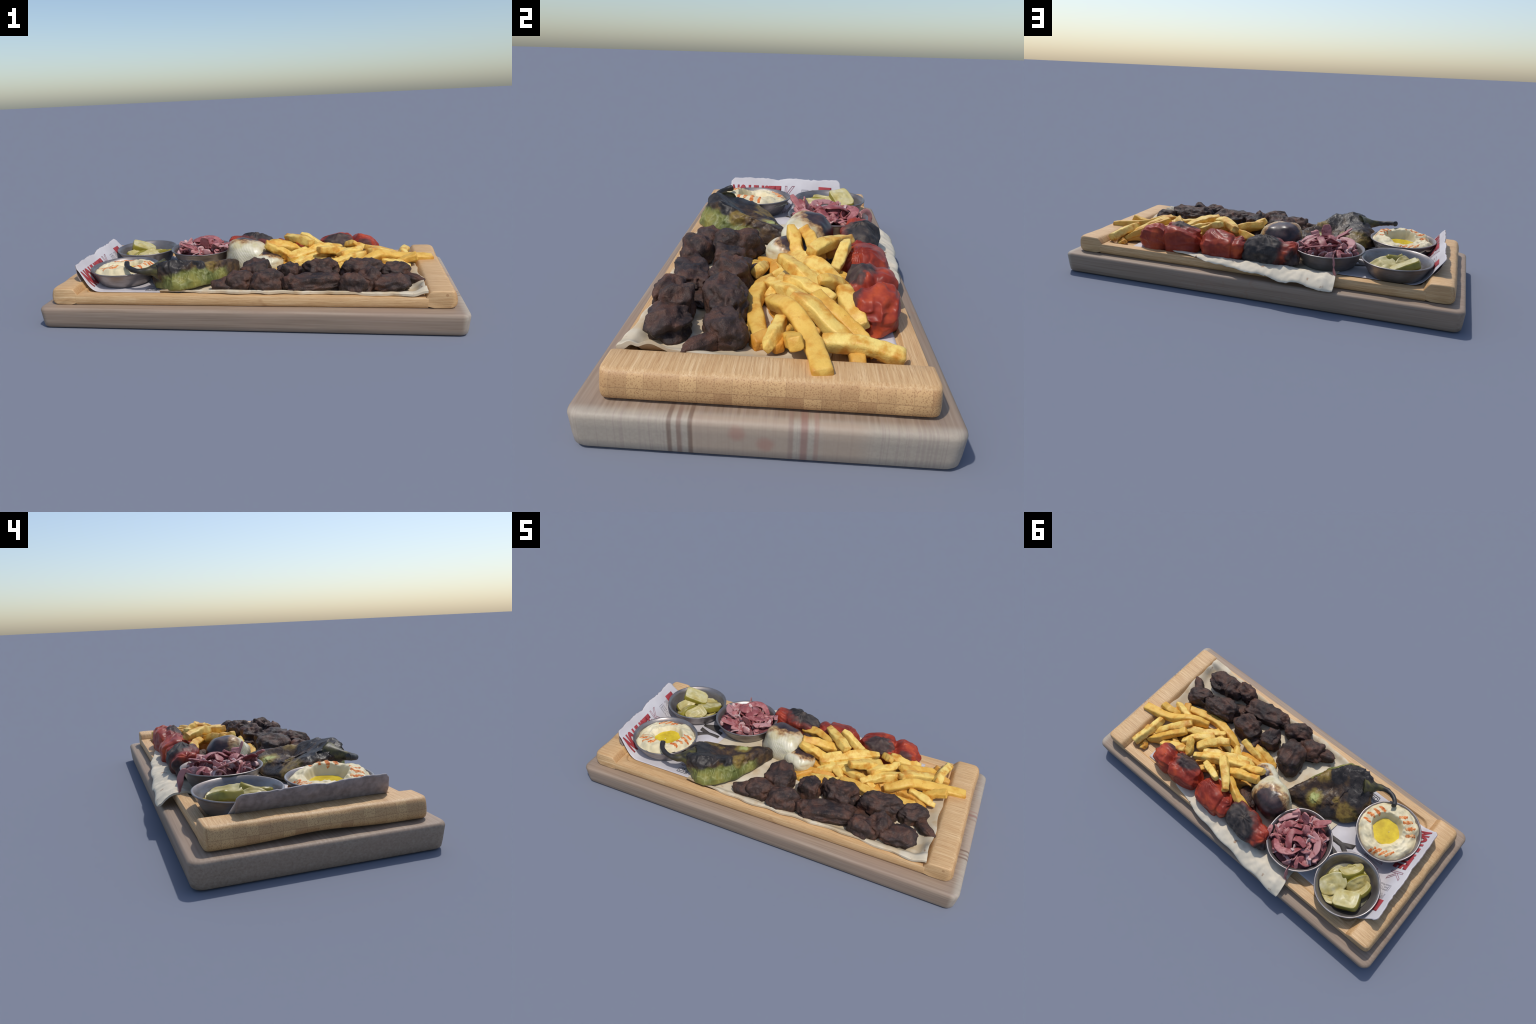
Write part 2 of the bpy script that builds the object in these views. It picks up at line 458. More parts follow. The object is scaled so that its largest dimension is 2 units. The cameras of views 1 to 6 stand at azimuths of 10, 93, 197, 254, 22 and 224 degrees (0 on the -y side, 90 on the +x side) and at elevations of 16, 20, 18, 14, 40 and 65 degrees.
FRY_SHADE_TINTED = mat_fry("shade_tinted_fried_potato", 0.55)  # lower fries coloured deeper to paint in the crevice shading
BAMBOO, SLAB, MEAT, FRY, BREAD, PAPER = mat_bamboo(), mat_slab(), mat_meat(), mat_fry(), mat_bread(), mat_paper()
STEEL, HUMMUS, OIL, PAPRIKA, PINK, PICKLE = mat_steel(), mat_hummus(), mat_oil(), mat_paprika(), mat_pink(), mat_pickle()
RIND = mat_plain("pickle_rind", srgb(146, 134, 44), 0.4)
RED = mat_plain("red_print", srgb(168, 56, 62), 0.7)
INK = mat_plain("grey_print", srgb(84, 78, 74), 0.7)
REDLINE = mat_plain("thin_red_print", srgb(176, 112, 124), 0.7)
GREYLINE = mat_plain("thin_grey_print", srgb(160, 154, 158), 0.7)
BRINE = mat_plain("pickle_brine", srgb(92, 86, 54), 0.5)
GREY_BROWN = mat_plain("grey_brown_paper", srgb(164, 148, 142), 0.7, 0.18)
MARINADE = mat_plain("onion_marinade", srgb(120, 58, 62), 0.5)

# ------------------------------------------------------------------ slab
def rounded_loop(x0, x1, y0, y1, r, seg=8):
    pts = []
    for cx, cy, a0 in ((x1 - r, y1 - r, 0), (x0 + r, y1 - r, 90), (x0 + r, y0 + r, 180), (x1 - r, y0 + r, 270)):
        for k in range(seg + 1):
            a = math.radians(a0 + 90 * k / seg)
            pts.append((cx + r * math.cos(a), cy + r * math.sin(a)))
    return np.array(pts)

def stack_loops(loops):
    n = len(loops[0]); V = np.vstack(loops)
    F = []
    for i in range(len(loops) - 1):
        for j in range(n):
            k = (j + 1) % n
            F.append((i * n + j, i * n + k, (i + 1) * n + k, (i + 1) * n + j))
    F.append(tuple(range(n))[::-1])
    F.append(tuple((len(loops) - 1) * n + j for j in range(n)))
    return V, F

def build_slab():
    loops = []
    top = 0.1015
    for inset, z in ((0.020, 0.0), (0.013, 0.002), (0.008, 0.008), (0.005, 0.03), (0.002, 0.065), (0.0, 0.086), (0.002, 0.093), (0.006, 0.098), (0.012, 0.1005), (0.02, top)):
        L = rounded_loop(-1 + inset, 1 - inset, -0.471 + inset, 0.456 - inset, 0.04 - inset * 0.3, 7)
        L[:, 1] += np.where(L[:, 1] > 0, 0.005 * L[:, 0], 0)          # the far edge is not quite parallel
        loops.append(np.c_[L, np.full(len(L), z)])
    V, F = stack_loops(loops)
    ob = obj_from("wooden_slab", V, F, SLAB)
    sharp_by_angle(ob, 50)
    tag(ob, "thick pale weathered wooden slab with rounded edges", "wooden slab")

build_slab()

# ------------------------------------------------------------------ serving board
Y0, Y1 = -0.411, 0.394
SKEW = 0.009
def build_board():
    root = thing("serving_board", (0, 0, 0.1), "rectangular bamboo tray board with raised end rails", "serving board")
    # panel with a shallow rounded recess
    lip, floor = 0.152, 0.137
    L = []
    for inset, z in ((0.012, 0.101), (0.004, 0.106), (0.0, 0.116), (0.0, lip - 0.004), (0.003, lip)):
        o = rounded_loop(-0.826, 0.826, Y0 - 0.001 + inset, Y1 + 0.001 - inset, 0.004, 7)
        L.append(np.c_[o, np.full(len(o), z)])
    for inset, z in ((-0.003, lip), (0.001, lip - 0.004), (0.004, floor + 0.003), (0.009, floor)):
        o = rounded_loop(-0.803 + inset, 0.803 - inset, -0.366 + inset, 0.345 - inset, 0.05, 7)
        L.append(np.c_[o, np.full(len(o), z)])
    V, F = stack_loops(L)
    V[:, 1] += SKEW * V[:, 0]
    ob = obj_from("tray_panel", V, F, BAMBOO, root)
    sharp_by_angle(ob, 40)
    # end rails: profile in (x from inner to outer, z), swept along y with rounded ends
    for sgn in (1, -1):
        prof = [(0.812, 0.112), (0.812, 0.150), (0.819, 0.160), (0.827, 0.171), (0.834, 0.179), (0.842, 0.1825), (0.88, 0.1835), (0.922, 0.183), (0.934, 0.1805),
                (0.942, 0.174), (0.947, 0.164), (0.9505, 0.150), (0.952, 0.136), (0.951, 0.122), (0.947, 0.112), (0.938, 0.1055), (0.920, 0.1035), (0.85, 0.1030)]
        prof = np.array(prof)
        ys = np.concatenate([Y0 + np.array([0, .0015, .004, .008, .014, .021, .03]), np.linspace(Y0 + .05, Y1 - .05, 46), Y1 - np.array([.03, .021, .014, .008, .004, .0015, 0])])
        V = []
        for y in ys:
            q = prof.copy()
            dy = min(y - Y0, Y1 - y)
            rnd = lambda r: r - math.sqrt(max(0, r * r - (r - dy) ** 2)) if dy < r else 0.0
            q[:, 0] -= rnd(0.024) * np.clip((q[:, 0] - 0.90) / 0.045, 0, 1)
            q[:, 1] += rnd(0.007) * np.where(q[:, 1] > 0.13, -1, 0.3)
            P = np.c_[q[:, 0] * sgn, np.full(len(q), y), q[:, 1]]
            w = 0.0022 * fbm(P * 14, 3 if sgn > 0 else 8, 2)
            P[:, 0] += w * sgn; P[:, 2] += 0.6 * w
            if sgn < 0:   # this end is warped: it lifts off the slab in the middle
                lift = 0.013 * math.exp(-((y - 0.0) / 0.17) ** 2)
                P[:, 2] += np.where(q[:, 1] < 0.13, lift, 0) * np.clip((q[:, 0] - 0.84) / 0.05, 0, 1)
                P[:, 2] += 0.006 * (y + 0.4) / 0.8 * np.clip((q[:, 1] - 0.12) / 0.06, 0, 1)
            P[:, 1] += SKEW * P[:, 0]
            V.append(P)
        n, k = len(ys), len(prof)
        F = grid_faces(n, k, closed_v=True)
        if sgn > 0: F = [f[::-1] for f in F]
        a, b = tuple(range(k)), tuple((n - 1) * k + j for j in range(k))
        F += [a if sgn > 0 else a[::-1], b[::-1] if sgn > 0 else b]
        ob = obj_from("end_rail", np.vstack(V), F, BAMBOO, root)
        bm = bmesh.new(); bm.from_mesh(ob.data); bmesh.ops.recalc_face_normals(bm, faces=bm.faces); bm.to_mesh(ob.data); bm.free()
        sharp_by_angle(ob, 45)

build_board()

# ------------------------------------------------------------------ paper liner with print
def paper_pos(s, y, lift=0.0):
    """s: distance along the sheet from the flat part (s<0) up the slope (s>0); returns xyz."""
    t = (y + 0.33) / 0.6
    bx = -0.775 - 0.020 * t                       # where the sheet bends up
    tx, tz = -0.866 - 0.032 * t, 0.266 + 0.008 * t
    Ls = math.hypot(tx - bx, tz - 0.1405)
    r = 0.05
    if s <= -r: x, z, nx, nz = bx - s, 0.1405, 0, 1
    else:
        dx, dz = (tx - bx) / Ls, (tz - 0.1405) / Ls
        if s >= r: x, z, nx, nz = bx + dx * s, 0.1405 + dz * s, dz, -dx
        else:
            u = (s + r) / (2 * r)
            p0, p1, p2 = (bx + r, 0.1405), (bx, 0.1405), (bx + dx * r, 0.1405 + dz * r)
            x = (1 - u) ** 2 * p0[0] + 2 * u * (1 - u) * p1[0] + u * u * p2[0]
            z = (1 - u) ** 2 * p0[1] + 2 * u * (1 - u) * p1[1] + u * u * p2[1]
            nx, nz = dz * u, 1 - u + u * (-dx)
    return (x + nx * lift, y, z + nz * lift)
S_TOP = math.hypot(0.87 - 0.785, 0.263 - 0.1405)

def paper_offset(P):
    return 0.0025 * fbm(P * 9, 31, 2)

def floor_swell(x, y):
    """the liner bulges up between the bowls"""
    g = 0.014 * np.exp(-((x + 0.495) / 0.06) ** 2 - ((y + 0.005) / 0.07) ** 2)
    return g + 0.050 * np.exp(-((x + 0.660) / 0.07) ** 2 - ((y - 0.017) / 0.016) ** 2)

def build_paper():
    root = thing("paper_liner", (-0.6, 0, 0.14), "white printed paper liner folded up at one end", "paper")
    rows = []
    ss = np.concatenate([np.linspace(-1.47, -0.45, 24)[:-1], np.linspace(-0.45, -0.06, 26), np.linspace(-0.05, S_TOP, 30)])
    ny = 70
    for s in ss:
        f = np.clip((s + 0.02) / (S_TOP), 0, 1)
        ya = -0.338 + 0.026 * f; yb = 0.300 - 0.040 * f
        if s < -1.0: yb = 0.338
        row = []
        for j in range(ny):
            y = ya + (yb - ya) * j / (ny - 1)
            s2 = s
            if s > 0:   # torn wavy upper edge
                s2 = s * (1 + (0.03 * math.sin(y * 31 + 1) + 0.03 * float(vnoise(np.array([[y * 22, 3.1, 0]]), 5)[0]) + 0.025 * float(vnoise(np.array([[y * 75, 3.1, 0]]), 6)[0]) + 0.03))
                corner = max(0, (abs((y - (ya + yb) / 2) / ((yb - ya) / 2)) - 0.93) / 0.07)
                s2 *= 1 - 0.12 * corner ** 2
            p = np.array(paper_pos(s2, y))
            row.append(p)
        rows.append(row)
    V = np.array(rows).reshape(-1, 3)
    V[:, 2] += floor_swell(V[:, 0], V[:, 1])
    V[:, 2] += np.where(V[:, 0] > -0.74, 0.0006, 0.0) + np.where(V[:, 0] < -0.79, paper_offset(V), 0)
    ob = obj_from("paper_sheet", V, grid_faces(len(ss), ny), PAPER, root)
    md = ob.modifiers.new("thick", "SOLIDIFY"); md.thickness = 0.0016; md.offset = 0
    # the sheet is doubled: its grey-brown outer layer hangs from the upper edge to the rail
    top = V.reshape(len(ss), ny, 3)[-1]
    n = 14; rows = []
    for i in range(n):
        t = i / (n - 1)
        q = top.copy()
        q[:, 0] = top[:, 0] * (1 - t) + (-0.838) * t - 0.0025 - 0.006 * math.sin(math.pi * t)
        q[:, 2] = top[:, 2] * (1 - t) + 0.183 * t - 0.001
        q[:, 0] += 0.004 * fbm(q * 16, 37, 2) * math.sin(math.pi * t)
        rows.append(q)
    ob = obj_from("paper_outer_layer", np.vstack(rows), grid_faces(n, ny), GREY_BROWN, root)
    md = ob.modifiers.new("thick", "SOLIDIFY"); md.thickness = 0.0016; md.offset = 0
    return root

PAPER_ROOT = build_paper()

def map_text(body, mat, y_left, width, s_base, height, name, outline=0.0, shear=0.0, rot90=False, bold=0.06):
    cu = bpy.data.curves.new(name, "FONT"); cu.body = body; cu.resolution_u = 4
    cu.offset = 0.0 if outline else bold
    if outline: cu.fill_mode = "NONE"; cu.bevel_depth = outline; cu.bevel_resolution = 1
    tmp = bpy.data.objects.new(name, cu); SC.objects.link(tmp)
    dg = bpy.context.evaluated_depsgraph_get()
    me = bpy.data.meshes.new_from_object(tmp.evaluated_get(dg))
    bpy.data.objects.remove(tmp)
    bm = bmesh.new(); bm.from_mesh(me)
    if not outline:
        bmesh.ops.triangulate(bm, faces=bm.faces)
        for _ in range(2):
            bmesh.ops.subdivide_edges(bm, edges=[e for e in bm.edges if e.calc_length() > 0.15], cuts=1)
    co = np.array([v.co[:] for v in bm.verts])
    lo, hi = co.min(0), co.max(0)
    for v, c in zip(bm.verts, co):
        u = (c[0] - lo[0]) / (hi[0] - lo[0]); w = (c[1] - lo[1]) / (hi[1] - lo[1])
        if rot90: u, w = w, 1 - u
        p = np.array(paper_pos(s_base + w * height, y_left + u * width + shear * w, 0.0022))
        if p[0] < -0.79: p[2] += paper_offset(p[None])[0]
        if p[0] > -0.74: p[2] += 0.0006
        p[2] += float(floor_swell(p[0], p[1])) + (0.001 if p[0] > -0.74 else 0)
        v.co = p
    bm.to_mesh(me); bm.free()
    ob = bpy.data.objects.new(name, me); SC.objects.link(ob)
    me.materials.clear(); me.materials.append(mat)
    if not outline:
        md = ob.modifiers.new("thick", "SOLIDIFY"); md.thickness = 0.0006; md.offset = 0
    ob.parent = PAPER_ROOT; ob.matrix_parent_inverse = PAPER_ROOT.matrix_basis.inverted()
    return ob

def print_block(y0, y1, s0, s1, mat, name):
    V = []; n = 8
    for i in range(n):
        for j in range(n):
            p = np.array(paper_pos(s0 + (s1 - s0) * i / (n - 1), y0 + (y1 - y0) * j / (n - 1), 0.0022))
            if p[0] < -0.79: p[2] += paper_offset(p[None])[0]
            V.append(p)
    ob = obj_from(name, V, grid_faces(n, n), mat, PAPER_ROOT)
    md = ob.modifiers.new("thick", "SOLIDIFY"); md.thickness = 0.0006; md.offset = 0

map_text("NO", RED, -0.303, 0.075, 0.006, 0.108, "red_lettering")
map_text("HUSTE", RED, -0.220, 0.172, 0.006, 0.108, "red_lettering")
map_text("K", REDLINE, -0.029, 0.059, 0.020, 0.094, "outline_lettering", outline=0.012)
map_text("LU", REDLINE, -0.03, 0.10, -0.15, 0.10, "outline_lettering", outline=0.010)
map_text("ES", GREYLINE, 0.058, 0.036, 0.0, 0.095, "outline_lettering", outline=0.012, rot90=True)
map_text("RO", GREYLINE, 0.112, 0.03, 0.02, 0.075, "outline_lettering", outline=0.012, rot90=True)
print_block(0.147, 0.214, 0.076, 0.114, RED, "red_printed_block")
map_text("YA", INK, -0.015, 0.17, -0.345, 0.13, "grey_lettering")
map_text("BLAC", REDLINE, -0.32, 0.22, -0.33, 0.06, "outline_lettering", outline=0.012)

# ------------------------------------------------------------------ flatbread
EDGE_P = [(0.82, 0.13), (0.6, 0.2), (0.47, 0.33), (0.42, 0.362), (0.303, 0.392), (0.16, 0.422), (0.012, 0.436), (-0.197, 0.458), (-0.406, 0.468), (-0.5, 0.468)]
EDGE_M = [(-0.5, -0.36), (-0.417, -0.364), (-0.24, -0.372), (-0.08, -0.389), (0.11, -0.383), (0.28, -0.378), (0.44, -0.376), (0.65, -0.390), (0.80, -0.398)]
def bread_z(x, y):
    """upper surface of the bread"""
    x = np.asarray(x, float); y = np.asarray(y, float)
    P = np.c_[x, y, 0 * x]
    z = 0.149 + 0.003 * fbm(P * 16, 41, 2) + 0 * x
    z = z + 0.021 * smooth(-0.335, -0.372, y)                       # lies up on the -y lip
    z = z + 0.012 * smooth(0.31, 0.36, y)                           # ... and on the +y lip
    over = np.clip(y - 0.385, 0, 1)
    z = z - 5.2 * over ** 2 - 0.10 * over
    z = z + smooth(0.33, 0.38, y) * (0.003 * ridged(np.c_[x * 12, y * 9, 0 * x], 47, 2) + 0.003 * fbm(P * 40, 49, 2))
    z = z + 0.016 * smooth(0.76, 0.825, x) * smooth(-0.02, -0.25, y) * smooth(-0.385, -0.35, y) + 0.013 * smooth(0.76, 0.82, x)
    z = z + 0.020 * np.exp(-((x - 0.815) / 0.02) ** 2 - ((y + 0.31) / 0.035) ** 2)
    return z

def build_bread():
    nx, ny = 190, 120
    xs = np.linspace(-0.415, 0.822, nx)
    V = []
    for i, x in enumerate(xs):
        ya = interp(x, EDGE_M) + 0.004 * math.sin(x * 40) ; yb = interp(x, EDGE_P) + 0.004 * math.sin(x * 33 + 1)
        y = ya + (yb - ya) * np.linspace(0, 1, ny) ** 1.0
        xx = x + 0.006 * np.sin(y * 25) * (1 if i in (0, nx - 1) else 0) + 0 * y
        V.append(np.c_[xx, y, bread_z(xx, y)])
    T = np.vstack(V)
    B = T.copy()
    ed = np.minimum(np.abs(np.tile(np.linspace(0, 1, ny), nx) - 0), np.abs(1 - np.tile(np.linspace(0, 1, ny), nx)))
    B[:, 2] -= 0.009 - 0.004 * smooth(0.01, 0.0, ed) + 0 * B[:, 0]
    B[:, 2] -= 0.008 * smooth(-0.355, -0.37, B[:, 1])
    T[:, 2] -= 0.003 * smooth(0.008, 0.0, ed)
    n = nx * ny
    F = [f[::-1] for f in grid_faces(nx, ny)] + grid_faces(nx, ny, off=n)
    rim = [(i * ny) for i in range(nx)] + [(nx - 1) * ny + j for j in range(1, ny)] + [i * ny + ny - 1 for i in range(nx - 2, -1, -1)] + [j for j in range(ny - 2, 0, -1)]
    for a, b in zip(rim, rim[1:] + rim[:1]):
        F.append((a, b, b + n, a + n))
    ob = obj_from("flatbread", np.vstack([T, B]), F, BREAD)
    bm = bmesh.new(); bm.from_mesh(ob.data); bmesh.ops.recalc_face_normals(bm, faces=bm.faces); bm.to_mesh(ob.data); bm.free()
    sharp_by_angle(ob, 50)
    tag(ob, "thin pale flatbread sheet with browned spots", "flatbread")

build_bread()

# ------------------------------------------------------------------ lumps
def lump(name, c, half, yaw, mat, parent, seed, top=None, power=2.6, low=0.16, facet=0.10, fine=0.02, pull=(), base=0.142, sub=5, freq=1.6, pitch=0.0, spikes=0):
    """Irregular chunk: super-ellipsoid, crumpled by noise, with pulled-out corners, flattened onto its base."""
    v, f = ico(sub)
    d = v.copy()
    r = (np.abs(d) ** power).sum(1) ** (-1 / power)
    p = d * r[:, None]
    w = p * freq + seed * 5.37
    disp = low * fbm(w, seed, 2) + facet * (ridged(w * 1.1 + 3, seed + 11, 2) - 0.75) + fine * fbm(w * 6, seed + 23, 2)
    p = p * (1 + disp)[:, None]
    hx, hy, hz = half
    p = p * np.array([hx, hy, hz])
    if pitch:
        cp, sp = math.cos(pitch), math.sin(pitch)
        p = np.c_[p[:, 0] * cp - p[:, 2] * sp, p[:, 1], p[:, 0] * sp + p[:, 2] * cp]
    cy, sy = math.cos(yaw), math.sin(yaw)
    p = np.c_[p[:, 0] * cy - p[:, 1] * sy, p[:, 0] * sy + p[:, 1] * cy, p[:, 2]]
    p = p + np.array(c)
    rs = np.random.default_rng(seed + 900)
    for _ in range(spikes):       # small pulled-up points
        j = rs.integers(len(p))
        if p[j, 2] < c[2]: continue
        e = p - p[j]; g = np.exp(-(e ** 2).sum(1) / (0.016 ** 2))
        o_ = p[j] - np.array(c); o_ /= np.linalg.norm(o_)
        p = p + np.outer(g, o_ + np.array([0, 0, 0.5])) * rs.uniform(0.006, 0.014)
    for q, rad, amt in pull:      # drag the skin near q towards q
        q = np.array(q); e = q - p
        g = np.exp(-((e ** 2).sum(1)) / (rad * rad)) * amt
        p = p + e * g[:, None]
    if top is not None:
        k = (top - base) / (p[:, 2].max() - base)
        p[:, 2] = base + (p[:, 2] - base) * k
    low_ = p[:, 2] < base
    p[low_, 2] = base + (p[low_, 2] - base) * 0.04
    return obj_from(name, p, f, mat, parent)

# ------------------------------------------------------------------ meat
MEATS = thing("grilled_meat", (0.3, -0.24, 0.145), "two rows of charred dark meat chunks", "grilled meat")
R = math.radians
def chunk(c, half, yaw, top, seed, pull=(), **k):
    half = (half[0] * 0.93, half[1] * 0.89, half[2])
    k.setdefault('freq', 1.1)
    return lump("meat_chunk", c, half, R(yaw), MEAT, MEATS, seed, top=top - 0.003, pull=pull, base=0.146, low=k.pop('low', 0.16), facet=0.14, fine=0.025, spikes=5, **k)
chunk((0.668, -0.292, 0.185), (0.088, 0.070, 0.06), 12, 0.238, 1, power=3.4, pull=(((0.745, -0.355, 0.20), 0.05, 0.35),))
chunk((0.573, -0.290, 0.195), (0.062, 0.060, 0.07), 25, 0.262, 2, pull=(((0.583, -0.300, 0.275), 0.03, 0.5),))
chunk((0.500, -0.325, 0.190), (0.070, 0.058, 0.065), -10, 0.250, 3)
chunk((0.330, -0.295, 0.185), (0.145, 0.066, 0.06), 14, 0.236, 4, power=3.2, freq=1.3, low=0.10)
chunk((0.205, -0.325, 0.190), (0.034, 0.036, 0.06), 10, 0.246, 5, sub=4)
chunk((0.098, -0.318, 0.190), (0.082, 0.066, 0.07), 30, 0.258, 6)
chunk((-0.035, -0.280, 0.185), (0.082, 0.072, 0.06), 20, 0.245, 7, pull=(((0.0, -0.30, 0.265), 0.03, 0.5),))
chunk((-0.110, -0.312, 0.175), (0.070, 0.040, 0.04), 15, 0.215, 8, pull=(((-0.17, -0.330, 0.19), 0.04, 0.4),), sub=4)
chunk((0.700, -0.132, 0.185), (0.078, 0.060, 0.06), 20, 0.238, 9, power=3.0)
chunk((0.770, -0.182, 0.178), (0.070, 0.032, 0.034), -42, 0.200, 10, sub=4, pull=(((0.832, -0.228, 0.192), 0.04, 0.35),))
chunk((0.540, -0.150, 0.195), (0.118, 0.070, 0.07), 10, 0.272, 11, power=3.0, freq=1.4)
chunk((0.335, -0.165, 0.195), (0.095, 0.078, 0.07), -12, 0.270, 12, power=3.0)
chunk((0.260, -0.125, 0.172), (0.05, 0.035, 0.03), -12, 0.205, 17, sub=4)
chunk((0.183, -0.182, 0.190), (0.062, 0.064, 0.07), 0, 0.258, 13, power=2.8)
chunk((0.025, -0.175, 0.195), (0.078, 0.108, 0.07), 12, 0.268, 14, power=2.8, pull=(((0.02, -0.24, 0.275), 0.04, 0.4),))
chunk((0.430, -0.230, 0.175), (0.10, 0.05, 0.04), 10, 0.185, 15)

# ------------------------------------------------------------------ fries
FRIES = thing("pile_of_fries", (0.42, 0.08, 0.145), "heap of thick golden potato fries", "french fries")
# skeletons of the fries that lie on top: points on their upper faces, half width, half height, roll
TOPS = [
    ([(0.915, 0.125, 0.205), (0.75, 0.100, 0.222), (0.635, 0.046, 0.244), (0.530, -0.022, 0.218)], .028, .025, 0.0),
    ([(0.826, 0.058, 0.236), (0.715, 0.050, 0.195)], .026, .022, 0.5),
    ([(0.786, -0.008, 0.200), (0.64, 0.017, 0.215)], .022, .022, 0.4),
    ([(0.745, -0.026, 0.175), (0.526, -0.066, 0.198), (0.40, -0.05, 0.205), (0.310, -0.026, 0.198)], .028, .025, 0.5),
    ([(0.787, 0.332, 0.198), (0.772, 0.235, 0.215), (0.765, 0.130, 0.215)], .027, .024, 0.0),
    ([(0.585, 0.050, 0.262), (0.65, 0.115, 0.240), (0.735, 0.205, 0.190)], .027, .022, 0.2),
    ([(0.575, 0.108, 0.262), (0.66, 0.195, 0.222), (0.755, 0.268, 0.172)], .024, .020, -0.2),
    ([(0.600, 0.095, 0.236), (0.50, 0.035, 0.236), (0.405, -0.032, 0.222)], .026, .024, 0.3),
    ([(0.655, 0.245, 0.205), (0.58, 0.215, 0.232), (0.500, 0.192, 0.255)], .027, .022, 0.1),
    ([(0.555, 0.160, 0.232), (0.50, 0.095, 0.252), (0.438, 0.022, 0.246)], .027, .024, 0.2),
    ([(0.465, 0.130, 0.238), (0.40, 0.062, 0.268), (0.325, 0.000, 0.282)], .032, .024, 0.3),
    ([(0.470, 0.222, 0.215), (0.49, 0.165, 0.262), (0.512, 0.120, 0.284)], .025, .018, 0.8),
    ([(0.435, 0.182, 0.250), (0.31, 0.115, 0.256), (0.160, 0.026, 0.230)], .029, .026, 0.1),
    ([(0.420, 0.132, 0.243), (0.30, 0.062, 0.232), (0.150, -0.028, 0.185)], .026, .024, 0.3),
    ([(0.345, 0.178, 0.250), (0.280, 0.198, 0.285), (0.213, 0.220, 0.308)], .022, .022, 0.2),
    ([(0.285, 0.098, 0.292), (0.21, 0.168, 0.302), (0.135, 0.240, 0.296)], .027, .024, 0.1),
    ([(0.230, 0.140, 0.245), (0.14, 0.108, 0.278), (0.045, 0.075, 0.294)], .028, .024, 0.2),
    ([(0.190, 0.070, 0.215), (0.125, 0.047, 0.262), (0.055, 0.026, 0.305)], .024, .024, 0.4),
    ([(0.185, 0.165, 0.258), (0.09, 0.212, 0.262), (-0.008, 0.232, 0.242)], .026, .024, 0.2),
    ([(0.295, -0.080, 0.215), (0.21, -0.068, 0.195), (0.120, -0.055, 0.166)], .025, .022, 0.5),
    ([(0.235, -0.102, 0.190), (0.15, -0.096, 0.176), (0.072, -0.092, 0.160)], .025, .020, 0.3),
    ([(0.475, -0.022, 0.200), (0.40, 0.005, 0.215), (0.30, 0.03, 0.215)], .025, .022, 0.3),
    ([(0.64, -0.065, 0.170), (0.52, -0.10, 0.172)], .025, .020, 0.2),
    ([(0.735, 0.325, 0.165), (0.775, 0.285, 0.165)], .022, .018, 0.2),
    ([(0.38, 0.235, 0.215), (0.30, 0.16, 0.235)], .024, .022, 0.3),
    ([(0.31, -0.02, 0.195), (0.24, 0.03, 0.215), (0.16, 0.06, 0.205)], .024, .022, 0.3),
    ([(0.62, 0.17, 0.215), (0.52, 0.22, 0.205)], .024, .022, 0.3),
    ([(0.69, 0.02, 0.185), (0.60, 0.08, 0.205)], .025, .022, 0.4),
]
def fry(pts, w, h, roll, seed, drop=True, mat=None):
    n = 26
    P = catmull(pts, n)
    rg = np.random.default_rng(100 + seed)
    t = np.linspace(0, 1, n)
    line = lambda k: np.c_[t * 2.6, 0 * t + seed * 3.1, 0 * t + k]
    P = P + 0.006 * np.c_[fbm(line(0), seed, 2), fbm(line(5), seed + 3, 2), 0.5 * fbm(line(9), seed + 4, 2)]
    if drop: P[:, 2] -= h * 0.95
    e0, e1 = rg.uniform(0.62, 0.98, 2)                       # each end is cut to its own size
    endt = np.minimum(1, np.minimum(e0 + (1 - e0) * t / 0.22, e1 + (1 - e1) * (1 - t) / 0.22))
    prof = (1 + 0.16 * fbm(line(2), seed + 7, 2)) * endt
    profh = (1 + 0.16 * fbm(line(8), seed + 9, 2)) * endt
    rr = roll + 0.45 * np.sin(t * rg.uniform(1, 3) + rg.uniform(0, 6))
    V, F = sweep(P, 0.86 * w * prof, 0.88 * h * profh, nseg=28, power=5.0, roll=rr, cap=rg.uniform(0.5, 1.1))
    V[:, 2] = np.maximum(V[:, 2], 0.148 + 0.1 * (V[:, 2] - 0.148))
    V += 0.0026 * np.c_[fbm(V * 34, seed, 2), fbm(V * 34 + 7, seed + 1, 2), fbm(V * 34 + 13, seed + 2, 2)]
    return fix_normals(obj_from("french_fry", V, F, mat or FRY, FRIES))
for i, (p, w, h, r) in enumerate(TOPS):
    fry(p, w, h, r, i)
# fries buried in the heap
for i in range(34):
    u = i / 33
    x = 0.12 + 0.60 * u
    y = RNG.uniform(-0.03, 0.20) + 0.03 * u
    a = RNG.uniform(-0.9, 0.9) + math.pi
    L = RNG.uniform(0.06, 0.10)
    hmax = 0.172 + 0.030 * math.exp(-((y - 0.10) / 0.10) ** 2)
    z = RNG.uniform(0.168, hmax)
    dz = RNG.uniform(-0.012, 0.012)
    fry([(x - L * math.cos(a), y - L * math.sin(a), z - dz), (x, y, z + 0.006), (x + L * math.cos(a), y + L * math.sin(a), z + dz)], .025, .022, RNG.uniform(-.5, .5), 50 + i, mat=FRY_SHADE_TINTED)

